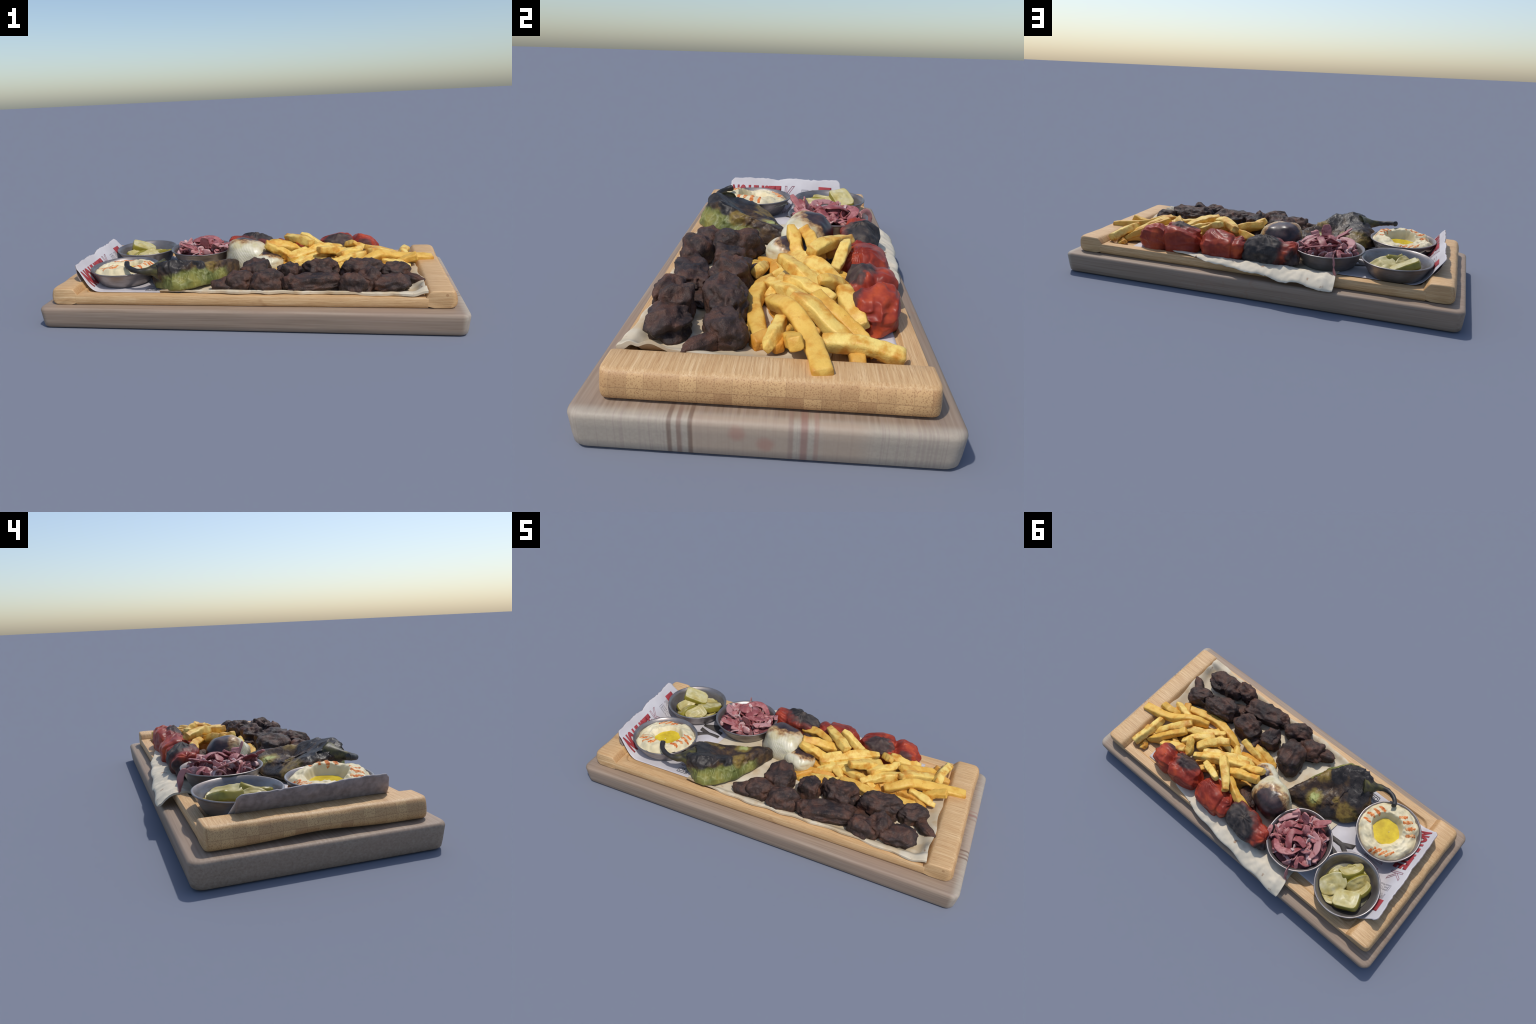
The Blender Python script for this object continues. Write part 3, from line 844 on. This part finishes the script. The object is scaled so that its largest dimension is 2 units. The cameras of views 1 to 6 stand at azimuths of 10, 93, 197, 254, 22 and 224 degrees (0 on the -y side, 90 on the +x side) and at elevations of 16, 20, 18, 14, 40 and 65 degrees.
# ------------------------------------------------------------------ tomatoes
def creased(name, c, half, yaw, mat, seed, top, pulls=(), crease=(), folds=(), base=0.147, power=2.5, wr=0.05, wdir=(1, 0.25), low=0.08):
    v, f = ico(6)
    r = (np.abs(v) ** power).sum(1) ** (-1 / power)
    p = v * r[:, None]
    w = p * 1.2 + seed * 3.7
    th = np.arctan2(p[:, 1], p[:, 0])
    wrinkles = ridged(np.c_[p[:, 0] * 3.2 * wdir[0], p[:, 1] * 3.2 * wdir[1], p[:, 2] * 3.2 * wdir[1]] + seed, seed + 5, 3)
    p = p * (1 + low * fbm(w, seed, 2) + wr * (wrinkles - 0.8) * smooth(-0.4, 0.4, p[:, 2] + 0.2) + 0.05 * (ridged(w * 1.3, seed + 9, 2) - 0.75))[:, None]
    p *= np.array(half)
    cy, sy = math.cos(yaw), math.sin(yaw)
    p = np.c_[p[:, 0] * cy - p[:, 1] * sy, p[:, 0] * sy + p[:, 1] * cy, p[:, 2]] + np.array(c)
    for (a, b), wd, dep in crease:    # a furrow along the line a-b (xy), dep = depth
        a, b = np.array(a), np.array(b); ab = b - a
        t = np.clip(((p[:, :2] - a) @ ab) / (ab @ ab), 0, 1)
        dd = np.linalg.norm(p[:, :2] - (a + t[:, None] * ab), axis=1)
        g = np.exp(-(dd / wd) ** 2) * dep
        cc = np.array(c); e = p - np.array([cc[0], cc[1], base]); e /= np.linalg.norm(e, axis=1)[:, None] + 1e-9
        p = p - e * g[:, None]
    k = (top - base) / (p[:, 2].max() - base)
    p[:, 2] = base + (p[:, 2] - base) * k
    for q, rad, amt in pulls:
        q = np.array(q); e = q - p
        g = np.exp(-((e ** 2).sum(1)) / (rad * rad)) * amt
        p = p + e * g[:, None]
    for q, k, amp, reach in folds:    # skin puckered into pleats that run out from q
        e = p - np.array(q); dist = np.linalg.norm(e, axis=1)
        th = np.arctan2(e[:, 1], e[:, 0]) + 0.35 * fbm(p * 14, seed + 31, 2)
        g = (np.abs(np.sin(th * k / 2 + seed)) - 0.6) * amp * np.exp(-(dist / reach) ** 2) * smooth(0.0, 0.03, dist)
        o_ = p - np.array([c[0], c[1], base + 0.02]); o_ /= np.linalg.norm(o_, axis=1)[:, None] + 1e-9
        p = p + o_ * g[:, None]
    lw = p[:, 2] < base
    p[lw, 2] = base + (p[lw, 2] - base) * 0.04
    return obj_from(name, p, f, mat)

T1 = mat_tomato([((0.415, 0.232, 0.275), 0.070, (1, 1, 1), 0.95), ((0.56, 0.195, 0.24), 0.05, (1, 1, 1), 0.8), ((0.485, 0.235, 0.27), 0.03, (1, 1, 1), 0.8)])
T2 = mat_tomato([((0.27, 0.20, 0.26), 0.035, (1, 1, 1), 0.8)])
T3 = mat_tomato([((-0.01, 0.345, 0.235), 0.125, (0.9, 1, 0.8), 1.0), ((-0.235, 0.36, 0.17), 0.085, (1, 1, 1), 0.95)])
o = creased("roast_tomato", (0.473, 0.284, 0.205), (0.166, 0.082, 0.09), R(2), T1, 3, 0.278, power=2.9, low=0.10,
            crease=((((0.540, 0.17), (0.478, 0.42)), 0.018, 0.036), (((0.50, 0.29), (0.31, 0.315)), 0.014, 0.010)),
            pulls=(((0.535, 0.285, 0.310), 0.036, 0.7), ((0.430, 0.248, 0.304), 0.040, 0.7)),
            folds=(((0.530, 0.280, 0.27), 7, 0.006, 0.09), ((0.42, 0.27, 0.27), 6, 0.006, 0.09)), wr=0.012)
tag(o, "wrinkled roasted red tomato with scorched patches", "roast tomato")
o = creased("roast_tomato", (0.180, 0.286, 0.205), (0.124, 0.083, 0.09), R(-6), T2, 5, 0.266, power=2.6, low=0.09,
            crease=((((0.135, 0.20), (0.095, 0.40)), 0.012, 0.016),),
            pulls=(((0.258, 0.250, 0.326), 0.065, 0.75), ((0.070, 0.265, 0.276), 0.045, 0.5)),
            folds=(((0.258, 0.250, 0.29), 13, 0.006, 0.11), ((0.07, 0.27, 0.25), 9, 0.005, 0.06)), wr=0.01)
tag(o, "wrinkled roasted red tomato half", "roast tomato")
o = creased("roast_tomato", (-0.066, 0.288, 0.205), (0.136, 0.082, 0.085), R(-6), T3, 8, 0.280, power=2.7, low=0.13,
            crease=((((-0.03, 0.20), (-0.02, 0.34)), 0.016, 0.014), (((-0.13, 0.22), (-0.15, 0.42)), 0.02, 0.020)),
            pulls=(((-0.03, 0.285, 0.292), 0.06, 0.5), ((-0.185, 0.270, 0.272), 0.06, 0.6), ((-0.262, 0.335, 0.165), 0.08, 0.55)),
            folds=(((-0.05, 0.29, 0.26), 7, 0.009, 0.10), ((-0.2, 0.30, 0.2), 9, 0.008, 0.09)), wr=0.02)
tag(o, "blackened roasted tomato with red showing", "roast tomato")

# ------------------------------------------------------------------ grilled onions
def onion(c, half, yaw, mat, seed, top, pulls=(), steps=10, face=(0, -1), label=""):
    v, f = ico(6)
    p = v * ((np.abs(v) ** 2.3).sum(1) ** (-1 / 2.3))[:, None]
    w = p * 1.3 + seed * 2.9
    # onion shells show as concentric steps on the cut side
    fx = p[:, 0] * face[0] + p[:, 1] * face[1]
    shell = np.abs(((p[:, 2] * 0.5 + p[:, 0] * 0.8) * steps + 0.6 * fbm(w, seed, 2)) % 1.0 - 0.5)
    p = p * (1 + 0.06 * fbm(w, seed, 2) + 0.03 * (ridged(w * 0.8, seed + 4, 1) - 0.5) - 0.012 * smooth(0.2, 0.0, shell) * smooth(0.0, 0.5, fx))[:, None]
    p *= np.array(half)
    cy, sy = math.cos(yaw), math.sin(yaw)
    p = np.c_[p[:, 0] * cy - p[:, 1] * sy, p[:, 0] * sy + p[:, 1] * cy, p[:, 2]] + np.array(c)
    base = 0.148
    k = (top - base) / (p[:, 2].max() - base)
    p[:, 2] = base + (p[:, 2] - base) * k
    for q, rad, amt in pulls:
        q = np.array(q); e = q - p
        p = p + e * (np.exp(-((e ** 2).sum(1)) / (rad * rad)) * amt)[:, None]
    lw = p[:, 2] < base
    p[lw, 2] = base + (p[lw, 2] - base) * 0.04
    ob = obj_from("grilled_onion", p, f, mat)
    return tag(ob, label, "grilled onion")
ON1 = mat_onion([((-0.085, 0.155, 0.245), 0.098, (1, 1, 0.9))])
ON2 = mat_onion([((0.075, 0.045, 0.250), 0.066, (1, 1, 1))])
onion((-0.065, 0.088, 0.205), (0.118, 0.100, 0.09), R(-20), ON1, 2, 0.302, face=(-0.3, -1), label="half grilled onion with blackened cut face")
onion((0.058, 0.018, 0.19), (0.080, 0.080, 0.07), R(-30), ON2, 6, 0.240, face=(0, -1), steps=3, pulls=(((0.040, 0.030, 0.262), 0.04, 0.5),), label="white grilled onion wedge with charred top")

o = lump("charred_onion_scrap", (0.045, 0.178, 0.19), (0.075, 0.045, 0.05), R(-40), MEAT, None, 77, top=0.222, base=0.148)
tag(o, "blackened onion scrap under the fries", "grilled onion")

# ------------------------------------------------------------------ pepper
def build_pepper():
    root = thing("roast_pepper", (-0.28, -0.17, 0.148), "blistered roasted green pepper, blackened on top", "roast pepper")
    # stations along the body: centre xy, half width, ridge heights across (u from -1 = -y flank to +1)
    st = [
        # x,     y,     hw,    z(-.6) z(0)  z(.6)
        (-0.096, 0.010, 0.006, .190, .192, .190),
        (-0.110, 0.002, 0.030, .212, .216, .208),
        (-0.155, -0.035, 0.066, .236, .226, .212),
        (-0.208, -0.090, 0.110, .256, .216, .210),
        (-0.264, -0.136, 0.134, .270, .220, .208),
        (-0.315, -0.184, 0.168, .292, .234, .224),
        (-0.362, -0.222, 0.176, .316, .256, .252),
        (-0.402, -0.252, 0.162, .318, .270, .258),
        (-0.434, -0.274, 0.135, .304, .272, .230),
        (-0.454, -0.288, 0.075, .268, .255, .230),
        (-0.460, -0.292, 0.012, .235, .235, .230),
    ]
    S = np.array(st)
    n, m = 150, 150
    tt = np.linspace(0, len(S) - 1, n)
    Q = np.array([np.interp(tt, range(len(S)), S[:, k]) for k in range(6)]).T
    for _ in range(2):
        Q[1:-1] = (Q[:-2] + 2 * Q[1:-1] + Q[2:]) / 4
    d = np.array([-0.79, -0.61]); side = np.array([-d[1], d[0]])       # side points ...
    side = np.array([-0.61, 0.79])                                      # towards +y flank
    base = 0.147
    V = []
    a = np.linspace(0, 2 * np.pi, m, endpoint=False)
    for q in Q:
        cx, cy, hw, z1, z2, z3 = q
        u = np.sign(np.cos(a)) * np.abs(np.cos(a)) ** 0.8
        up = np.sin(a)
        ztop = np.interp(u, [-1, -0.6, -0.05, 0.55, 1], [z1 * 0.55 + base * .45, z1, z2, z3, z3 * 0.55 + base * 0.45])
        mid = base + (ztop - base) * 0.42
        z = np.where(up >= 0, mid + (ztop - mid) * np.abs(up) ** 0.75, mid + (base - mid) * np.abs(up) ** 0.6)
        V.append(np.c_[cx + side[0] * u * hw, cy + side[1] * u * hw, z])
    V = np.array(V)
    for _ in range(3):
        V = (np.roll(V, 1, 1) + 2 * V + np.roll(V, -1, 1)) / 4
    V = V.reshape(-1, 3)
    c = np.array([-0.28, -0.17, 0.20])
    e = V - c; e /= np.linalg.norm(e, axis=1)[:, None]
    hi = smooth(0.17, 0.22, V[:, 2])
    V = V + e * (0.010 * fbm(V * 12, 61, 2) + hi * 0.013 * (ridged(V * 13, 62, 2) - 0.7) + hi * 0.005 * (ridged(V * np.array([46, 46, 30]), 65, 2) - 0.7))[:, None]
    V[:, 2] = np.maximum(V[:, 2], base)
    F = grid_faces(n, m, closed_v=True) + [tuple(range(m))[::-1], tuple((n - 1) * m + j for j in range(m))]
    ob = obj_from("pepper_body", V, F, mat_pepper(), root)
    bm = bmesh.new(); bm.from_mesh(ob.data); bmesh.ops.recalc_face_normals(bm, faces=bm.faces); bm.to_mesh(ob.data); bm.free()
    path = catmull([(-0.415, -0.285, 0.235), (-0.452, -0.308, 0.243), (-0.495, -0.333, 0.245), (-0.545, -0.335, 0.252), (-0.585, -0.310, 0.262), (-0.602, -0.278, 0.270)], 34)
    t = np.linspace(0, 1, 34)
    w = interp(t, [(0, .058), (0.12, .042), (0.28, .020), (0.5, .0125), (0.85, .011), (1, .0125)])
    Vv, Ff = sweep(path, w, w * 1.05, nseg=18, power=2.2, cap=1)
    Vv += 0.0025 * np.c_[fbm(Vv * 40, 1), fbm(Vv * 40, 2), fbm(Vv * 40, 3)]
    obj_from("pepper_stem", Vv, Ff, mat_stem(), root)
build_pepper()

# ------------------------------------------------------------------ bowls
def bowl(root, cx, cy, rim_z, r, seed):
    prof = [(0.0, 0.1415), (0.10, 0.1415), (0.118, 0.143), (0.130, 0.150), (0.143, 0.170), (0.154, 0.193), (0.163, rim_z - 0.010), (r - 0.003, rim_z - 0.003),
            (r + 0.001, rim_z - 0.002), (r + 0.0015, rim_z + 0.001), (r - 0.001, rim_z + 0.003), (r - 0.006, rim_z + 0.002),
            (0.155, rim_z - 0.014), (0.146, 0.190), (0.134, 0.168), (0.118, 0.152), (0.10, 0.1475), (0.0, 0.1465)]
    m = 96; V = []
    for k, (rr, z) in enumerate(prof):
        a = np.linspace(0, 2 * np.pi, m, endpoint=False)
        w = 1 + 0.012 * vnoise(np.c_[2 * np.cos(a), 2 * np.sin(a), 0 * a + seed], seed)
        V.append(np.c_[cx + np.cos(a) * rr * w, cy + np.sin(a) * rr * w, np.full(m, z)])
    F = [f[::-1] for f in grid_faces(len(prof), m, closed_v=True)]
    ob = obj_from("metal_bowl", np.vstack(V), F, STEEL, root)
    bm = bmesh.new(); bm.from_mesh(ob.data)
    bmesh.ops.remove_doubles(bm, verts=bm.verts, dist=1e-5); bmesh.ops.recalc_face_normals(bm, faces=bm.faces)
    bm.to_mesh(ob.data); bm.free()
    return ob

HUM = (-0.660, -0.166)
def hummus_h(x, y):
    dx, dy = x - HUM[0], y - HUM[1]
    r = np.hypot(dx, dy)
    P = np.c_[x, y, 0 * x]
    wx, wy = x + 0.648, y + 0.166
    rw = np.hypot(wx, wy) + 0.006 * fbm(P * 25, 71, 2)
    ring = 0.234 + 0.014 * np.cos(np.arctan2(dy, dx) + 0.9) + 0.006 * fbm(P * 22, 72, 3)
    th = np.arctan2(dy, dx)
    ring = ring + 0.004 * np.sin(th * 3 + 1) + 0.004 * (ridged(P * 30, 78, 2) - 0.6)
    ring = 0.236 + (ring - 0.236) *  (0.15 + 0.85 * smooth(0.066, 0.09, rw))
    z = ring - 0.040 * smooth(0.090, 0.066, rw)
    z = z + 0.006 * np.exp(-((np.hypot(wx - 0.02, wy - 0.01) - 0.035) / 0.007) ** 2) * smooth(0.2, 0.8, -np.cos(th - 0.3))
    z = z - 0.032 * smooth(0.125, 0.162, r + 0.010 * fbm(P * 18, 75, 2))
    return z
def build_hummus():
    root = thing("bowl_of_hummus", (HUM[0], HUM[1], 0.142), "steel bowl of hummus with oil and paprika", "bowl of hummus")
    bowl(root, HUM[0], HUM[1], 0.221, 0.1705, 1)
    nr, na = 70, 140
    V = []
    for i in range(nr):
        r = 0.160 * i / (nr - 1) + 1e-5
        a = np.linspace(0, 2 * np.pi, na, endpoint=False)
        x, y = HUM[0] + r * np.cos(a), HUM[1] + r * np.sin(a)
        V.append(np.c_[x, y, hummus_h(x, y)])
    obj_from("hummus_spread", np.vstack(V), grid_faces(nr, na, closed_v=True), HUMMUS, root)
    a = np.linspace(0, 2 * np.pi, 60, endpoint=False)
    rr = np.linspace(0.0001, 0.078, 12)
    V = np.vstack([np.c_[-0.648 + r * np.cos(a), -0.166 + r * np.sin(a), np.full(60, 0.2005)] for r in rr])
    obj_from("oil_pool", V, grid_faces(12, 60, closed_v=True), OIL, root)
    # paprika stripes: groups of four radial bars
    k = 0
    for ang0, spread, r0, r1 in ((95, 14, 0.095, 0.142), (268, 14, 0.085, 0.135), (2, 15, 0.090, 0.130), (200, 9, 0.10, 0.140)):
        pass
    groups = [
        [(-0.652, -0.028), (-0.678, -0.040), (-0.708, -0.051), (-0.738, -0.068)],
        [(-0.677, -0.268), (-0.712, -0.262), (-0.742, -0.244), (-0.764, -0.218)],
        [(-0.538, -0.140), (-0.536, -0.175), (-0.550, -0.207), (-0.564, -0.238)],
    ]
    dirs = [(0.45, 0.9), (-0.66, -0.62), (1.0, -0.12)]
    for g, dr in zip(groups, dirs):
        dr = np.array(dr) / np.hypot(*dr); pr = np.array([-dr[1], dr[0]])
        for (px, py) in g:
            V = []
            L, W = RNG.uniform(0.022, 0.030), RNG.uniform(0.0075, 0.0105)
            for i in range(16):
                t = i / 15 * 2 - 1
                wv = W * (0.55 + 0.45 * math.sqrt(max(0, 1 - t * t))) * (1 + 0.35 * RNG.uniform(-1, 1))
                for j in range(7):
                    s = j / 6 * 2 - 1
                    q = np.array([px, py]) + dr * L * t + pr * wv * s
                    edge = 0.0022 * (1 - s * s) - 0.0004
                    V.append((q[0], q[1], float(hummus_h(np.array([q[0]]), np.array([q[1]]))[0]) + edge))
            ob = obj_from("paprika_stripe", V, grid_faces(16, 7), PAPRIKA, root)
            k += 1
build_hummus()

PK = (-0.670, 0.199)
def build_pickles():
    root = thing("bowl_of_pickles", (PK[0], PK[1], 0.142), "steel bowl with sliced green pickled cucumbers", "bowl of pickles")
    bowl(root, PK[0], PK[1], 0.221, 0.170, 2)
    a = np.linspace(0, 2 * np.pi, 60, endpoint=False)
    V = np.vstack([np.c_[PK[0] + r * np.cos(a), PK[1] + r * np.sin(a), 0.164 + 0.004 * fbm(np.c_[r * np.cos(a) * 30, r * np.sin(a) * 30, 0 * a], 4, 2)] for r in np.linspace(0.0001, 0.124, 14)])
    obj_from("pickle_brine", V, grid_faces(14, 60, closed_v=True), BRINE, root)
    # centre, half length, half width, half thickness, yaw, tilt about long axis, tilt along, bend, squareness
    for i, (c, L, W, T, yaw, tx, ty, bend, pw) in enumerate((
        ((-0.604, 0.236, 0.180), 0.072, 0.050, 0.016, 62, -14, 12, 0.10, 2.6),
        ((-0.714, 0.262, 0.206), 0.062, 0.042, 0.019, 22, 10, 22, -0.05, 6.0),
        ((-0.645, 0.125, 0.186), 0.058, 0.034, 0.019, 60, 38, -8, 0.4, 4.0),
        ((-0.705, 0.150, 0.182), 0.062, 0.034, 0.017, 65, -30, 0, -0.6, 3.0),
        ((-0.740, 0.178, 0.186), 0.060, 0.030, 0.012, 70, 40, 0, 0.6, 2.3),
        ((-0.665, 0.215, 0.164), 0.070, 0.045, 0.011, 20, -10, 0, 0.2, 2.4),
        ((-0.590, 0.180, 0.162), 0.046, 0.034, 0.011, 80, -14, 0, 0.3, 2.4),
        ((-0.665, 0.110, 0.166), 0.056, 0.030, 0.011, 10, -28, 0, 0.3, 2.4),
        ((-0.640, 0.296, 0.164), 0.050, 0.032, 0.011, 20, 10, 0, 0.2, 2.4))):
        n, na = 14, 44
        ang = np.linspace(0, 2 * np.pi, na, endpoint=False)
        ca, sa = np.cos(ang), np.sin(ang)
        ex, ey = np.sign(ca) * np.abs(ca) ** (2 / pw), np.sign(sa) * np.abs(sa) ** (2 / pw)
        wob = 1 + 0.06 * vnoise(np.c_[ca * 1.5, sa * 1.5, 0 * ca + i * 3], i)
        rings = []
        for rho, zz in [(k / 7, 1.0) for k in range(0, 7)] + [(0.97, 0.9), (1.0, 0.4), (1.0, -0.4), (0.97, -0.9)] + [(k / 7, -1.0) for k in range(6, -1, -1)]:
            x, y = ex * L * 1.1 * rho * wob, ey * W * 1.12 * rho * wob
            z = zz * T * (1 - 0.15 * math.cos(rho * 9)) + bend * 8 * (x * x) - bend * 0.01
            z = z + 0.002 * fbm(np.c_[x * 60, y * 60, 0 * x + i], i, 2)
            rings.append(np.c_[x, y, z])
        P = np.vstack(rings)
        A, B, C = R(tx), R(ty), R(yaw)
        P = np.c_[P[:, 0], P[:, 1] * math.cos(A) - P[:, 2] * math.sin(A), P[:, 1] * math.sin(A) + P[:, 2] * math.cos(A)]
        P = np.c_[P[:, 0] * math.cos(B) + P[:, 2] * math.sin(B), P[:, 1], -P[:, 0] * math.sin(B) + P[:, 2] * math.cos(B)]
        P = np.c_[P[:, 0] * math.cos(C) - P[:, 1] * math.sin(C), P[:, 0] * math.sin(C) + P[:, 1] * math.cos(C), P[:, 2]] + np.array(c) 
        rad = P[:, :2] - np.array(PK); d = np.linalg.norm(rad, axis=1)
        lim = np.interp(P[:, 2], [0.148, 0.152, 0.168, 0.190, 0.21], [0.105, 0.112, 0.128, 0.140, 0.150])
        P[:, :2] = np.array(PK) + rad * np.minimum(1, lim / (d + 1e-9))[:, None]
        P[:, 2] = np.maximum(P[:, 2], 0.150)
        ob = obj_from("pickle_slice", P, grid_faces(len(rings), na, closed_v=True), [PICKLE, RIND], root)
        for p in ob.data.polygons:
            if 7 <= p.index // na <= 9: p.material_index = 1
        bm = bmesh.new(); bm.from_mesh(ob.data); bmesh.ops.recalc_face_normals(bm, faces=bm.faces); bm.to_mesh(ob.data); bm.free()
build_pickles()

OB = (-0.335, 0.178)
def build_onions():
    root = thing("bowl_of_pickled_onions", (OB[0], OB[1], 0.142), "steel bowl heaped with pink pickled onion strips", "bowl of onions")
    bowl(root, OB[0], OB[1], 0.228, 0.1735, 3)
    a = np.linspace(0, 2 * np.pi, 60, endpoint=False)
    V = []
    for r in np.linspace(0.0001, 0.148, 16):
        x, y = r * np.cos(a), r * np.sin(a)
        V.append(np.c_[OB[0] + x, OB[1] + y, 0.220 + 0.012 * fbm(np.c_[x * 22, y * 22, 0 * x], 14, 3) - 0.02 * (r / 0.148) ** 4 + 0.020 * np.exp(-((x - 0.03) ** 2 + (y + 0.05) ** 2) / 0.005)])
    obj_from("onion_heap", np.vstack(V), grid_faces(16, 60, closed_v=True), MARINADE, root)["kind"] = "stuff"
    def strip(pts, w, th, seed, roll=0.0, up=(0, 0, 1), taper_w=True):
        n = 20
        P = catmull(pts, n); t = np.linspace(0, 1, n)
        taper = 0.35 + 0.65 * np.sin(np.pi * np.clip(t * 0.92 + 0.04, 0, 1)) ** 0.6
        rr = roll + 0.5 * fbm(np.c_[t * 2, 0 * t + seed, 0 * t], seed, 1)
        V, F = sweep(P, 1.12 * w * taper if taper_w else w, 0.65 * th if taper_w else th * taper, nseg=12, power=2.6, roll=rr, cap=1, up=up)
        V += 0.0015 * np.c_[fbm(V * 60, seed), fbm(V * 60, seed + 1), fbm(V * 60, seed + 2)]
        fix_normals(obj_from("onion_strip", V, F, PINK, root))
    # the strips that stand out
    strip([(-0.300, 0.105, 0.235), (-0.296, 0.085, 0.275), (-0.292, 0.070, 0.312)], 0.026, 0.005, 1, 0.3)
    strip([(-0.330, 0.070, 0.238), (-0.37, 0.045, 0.262), (-0.412, 0.014, 0.292)], 0.016, 0.006, 2)
    strip([(-0.345, 0.090, 0.240), (-0.38, 0.060, 0.265), (-0.405, 0.040, 0.270)], 0.014, 0.006, 3, 0.8)
    strip([(-0.385, 0.318, 0.222), (-0.392, 0.345, 0.236), (-0.400, 0.362, 0.218), (-0.403, 0.368, 0.185), (-0.412, 0.374, 0.156)], 0.013, 0.004, 4, 1.2)
    strip([(-0.235, 0.255, 0.232), (-0.290, 0.290, 0.258), (-0.345, 0.270, 0.262), (-0.375, 0.215, 0.250)], 0.018, 0.005, 5, 0.2)
    strip([(-0.360, 0.285, 0.225), (-0.31, 0.235, 0.268), (-0.290, 0.180, 0.275), (-0.33, 0.150, 0.262)], 0.017, 0.006, 6, 0.3)
    strip([(-0.215, 0.205, 0.232), (-0.25, 0.150, 0.262), (-0.31, 0.130, 0.268)], 0.017, 0.006, 7, 0.2)
    strip([(-0.435, 0.235, 0.236), (-0.445, 0.180, 0.258), (-0.415, 0.130, 0.262), (-0.37, 0.110, 0.255)], 0.018, 0.005, 8, 0.4)
    strip([(-0.175, 0.215, 0.240), (-0.185, 0.245, 0.245), (-0.20, 0.285, 0.222)], 0.012, 0.005, 9, 0.2)
    strip([(-0.255, 0.10, 0.240), (-0.235, 0.085, 0.272), (-0.225, 0.070, 0.262)], 0.020, 0.006, 10, 0.5)
    strip([(-0.29, 0.22, 0.246), (-0.34, 0.19, 0.272), (-0.39, 0.20, 0.262)], 0.020, 0.007, 11, 0.1)
    strip([(-0.185, 0.17, 0.232), (-0.215, 0.12, 0.252), (-0.25, 0.09, 0.260)], 0.016, 0.006, 12, 0.1)
    # curled slivers: arcs cut from onion rings
    for i in range(84):
        r = 0.140 * RNG.uniform(0, 1) ** 0.42; a0 = RNG.uniform(0, 2 * math.pi)
        x, y = OB[0] + r * math.cos(a0), OB[1] + r * math.sin(a0)
        z = 0.222 + 0.028 * (1 - (r / 0.138) ** 2) * RNG.uniform(0.1, 1.0) + 0.016 * math.exp(-((x + 0.31) ** 2 + (y - 0.12) ** 2) / 0.006)
        rad = RNG.uniform(0.032, 0.066); span = RNG.uniform(0.8, 2.0); st = RNG.uniform(0, 2 * math.pi)
        tilt = RNG.normal(0, 0.55, 2)
        ax = np.array([tilt[0], tilt[1], 1.0]); ax /= np.linalg.norm(ax)
        if i % 3 == 0: ax = np.array([math.cos(st), math.sin(st), 0.25]); ax /= np.linalg.norm(ax)
        e1 = np.cross(ax, [0.3, 0.9, 0.1]); e1 /= np.linalg.norm(e1); e2 = np.cross(ax, e1)
        aa = np.linspace(st, st + span, 6)
        arc = np.outer(np.cos(aa), e1) + np.outer(np.sin(aa), e2)
        pts = rad * (arc - arc.mean(0)) + np.array([x, y, z])
        q = pts[:, :2] - np.array(OB); d = np.linalg.norm(q, axis=1)
        pts[:, :2] = np.array(OB) + q * np.minimum(1, 0.150 / (d + 1e-6))[:, None]
        pts[:, 2] = np.clip(pts[:, 2], 0.212, 0.285)
        strip(pts, RNG.uniform(0.0030, 0.0050), RNG.uniform(0.010, 0.023), 20 + i, RNG.uniform(-0.4, 0.4), up=ax, taper_w=False)
build_onions()
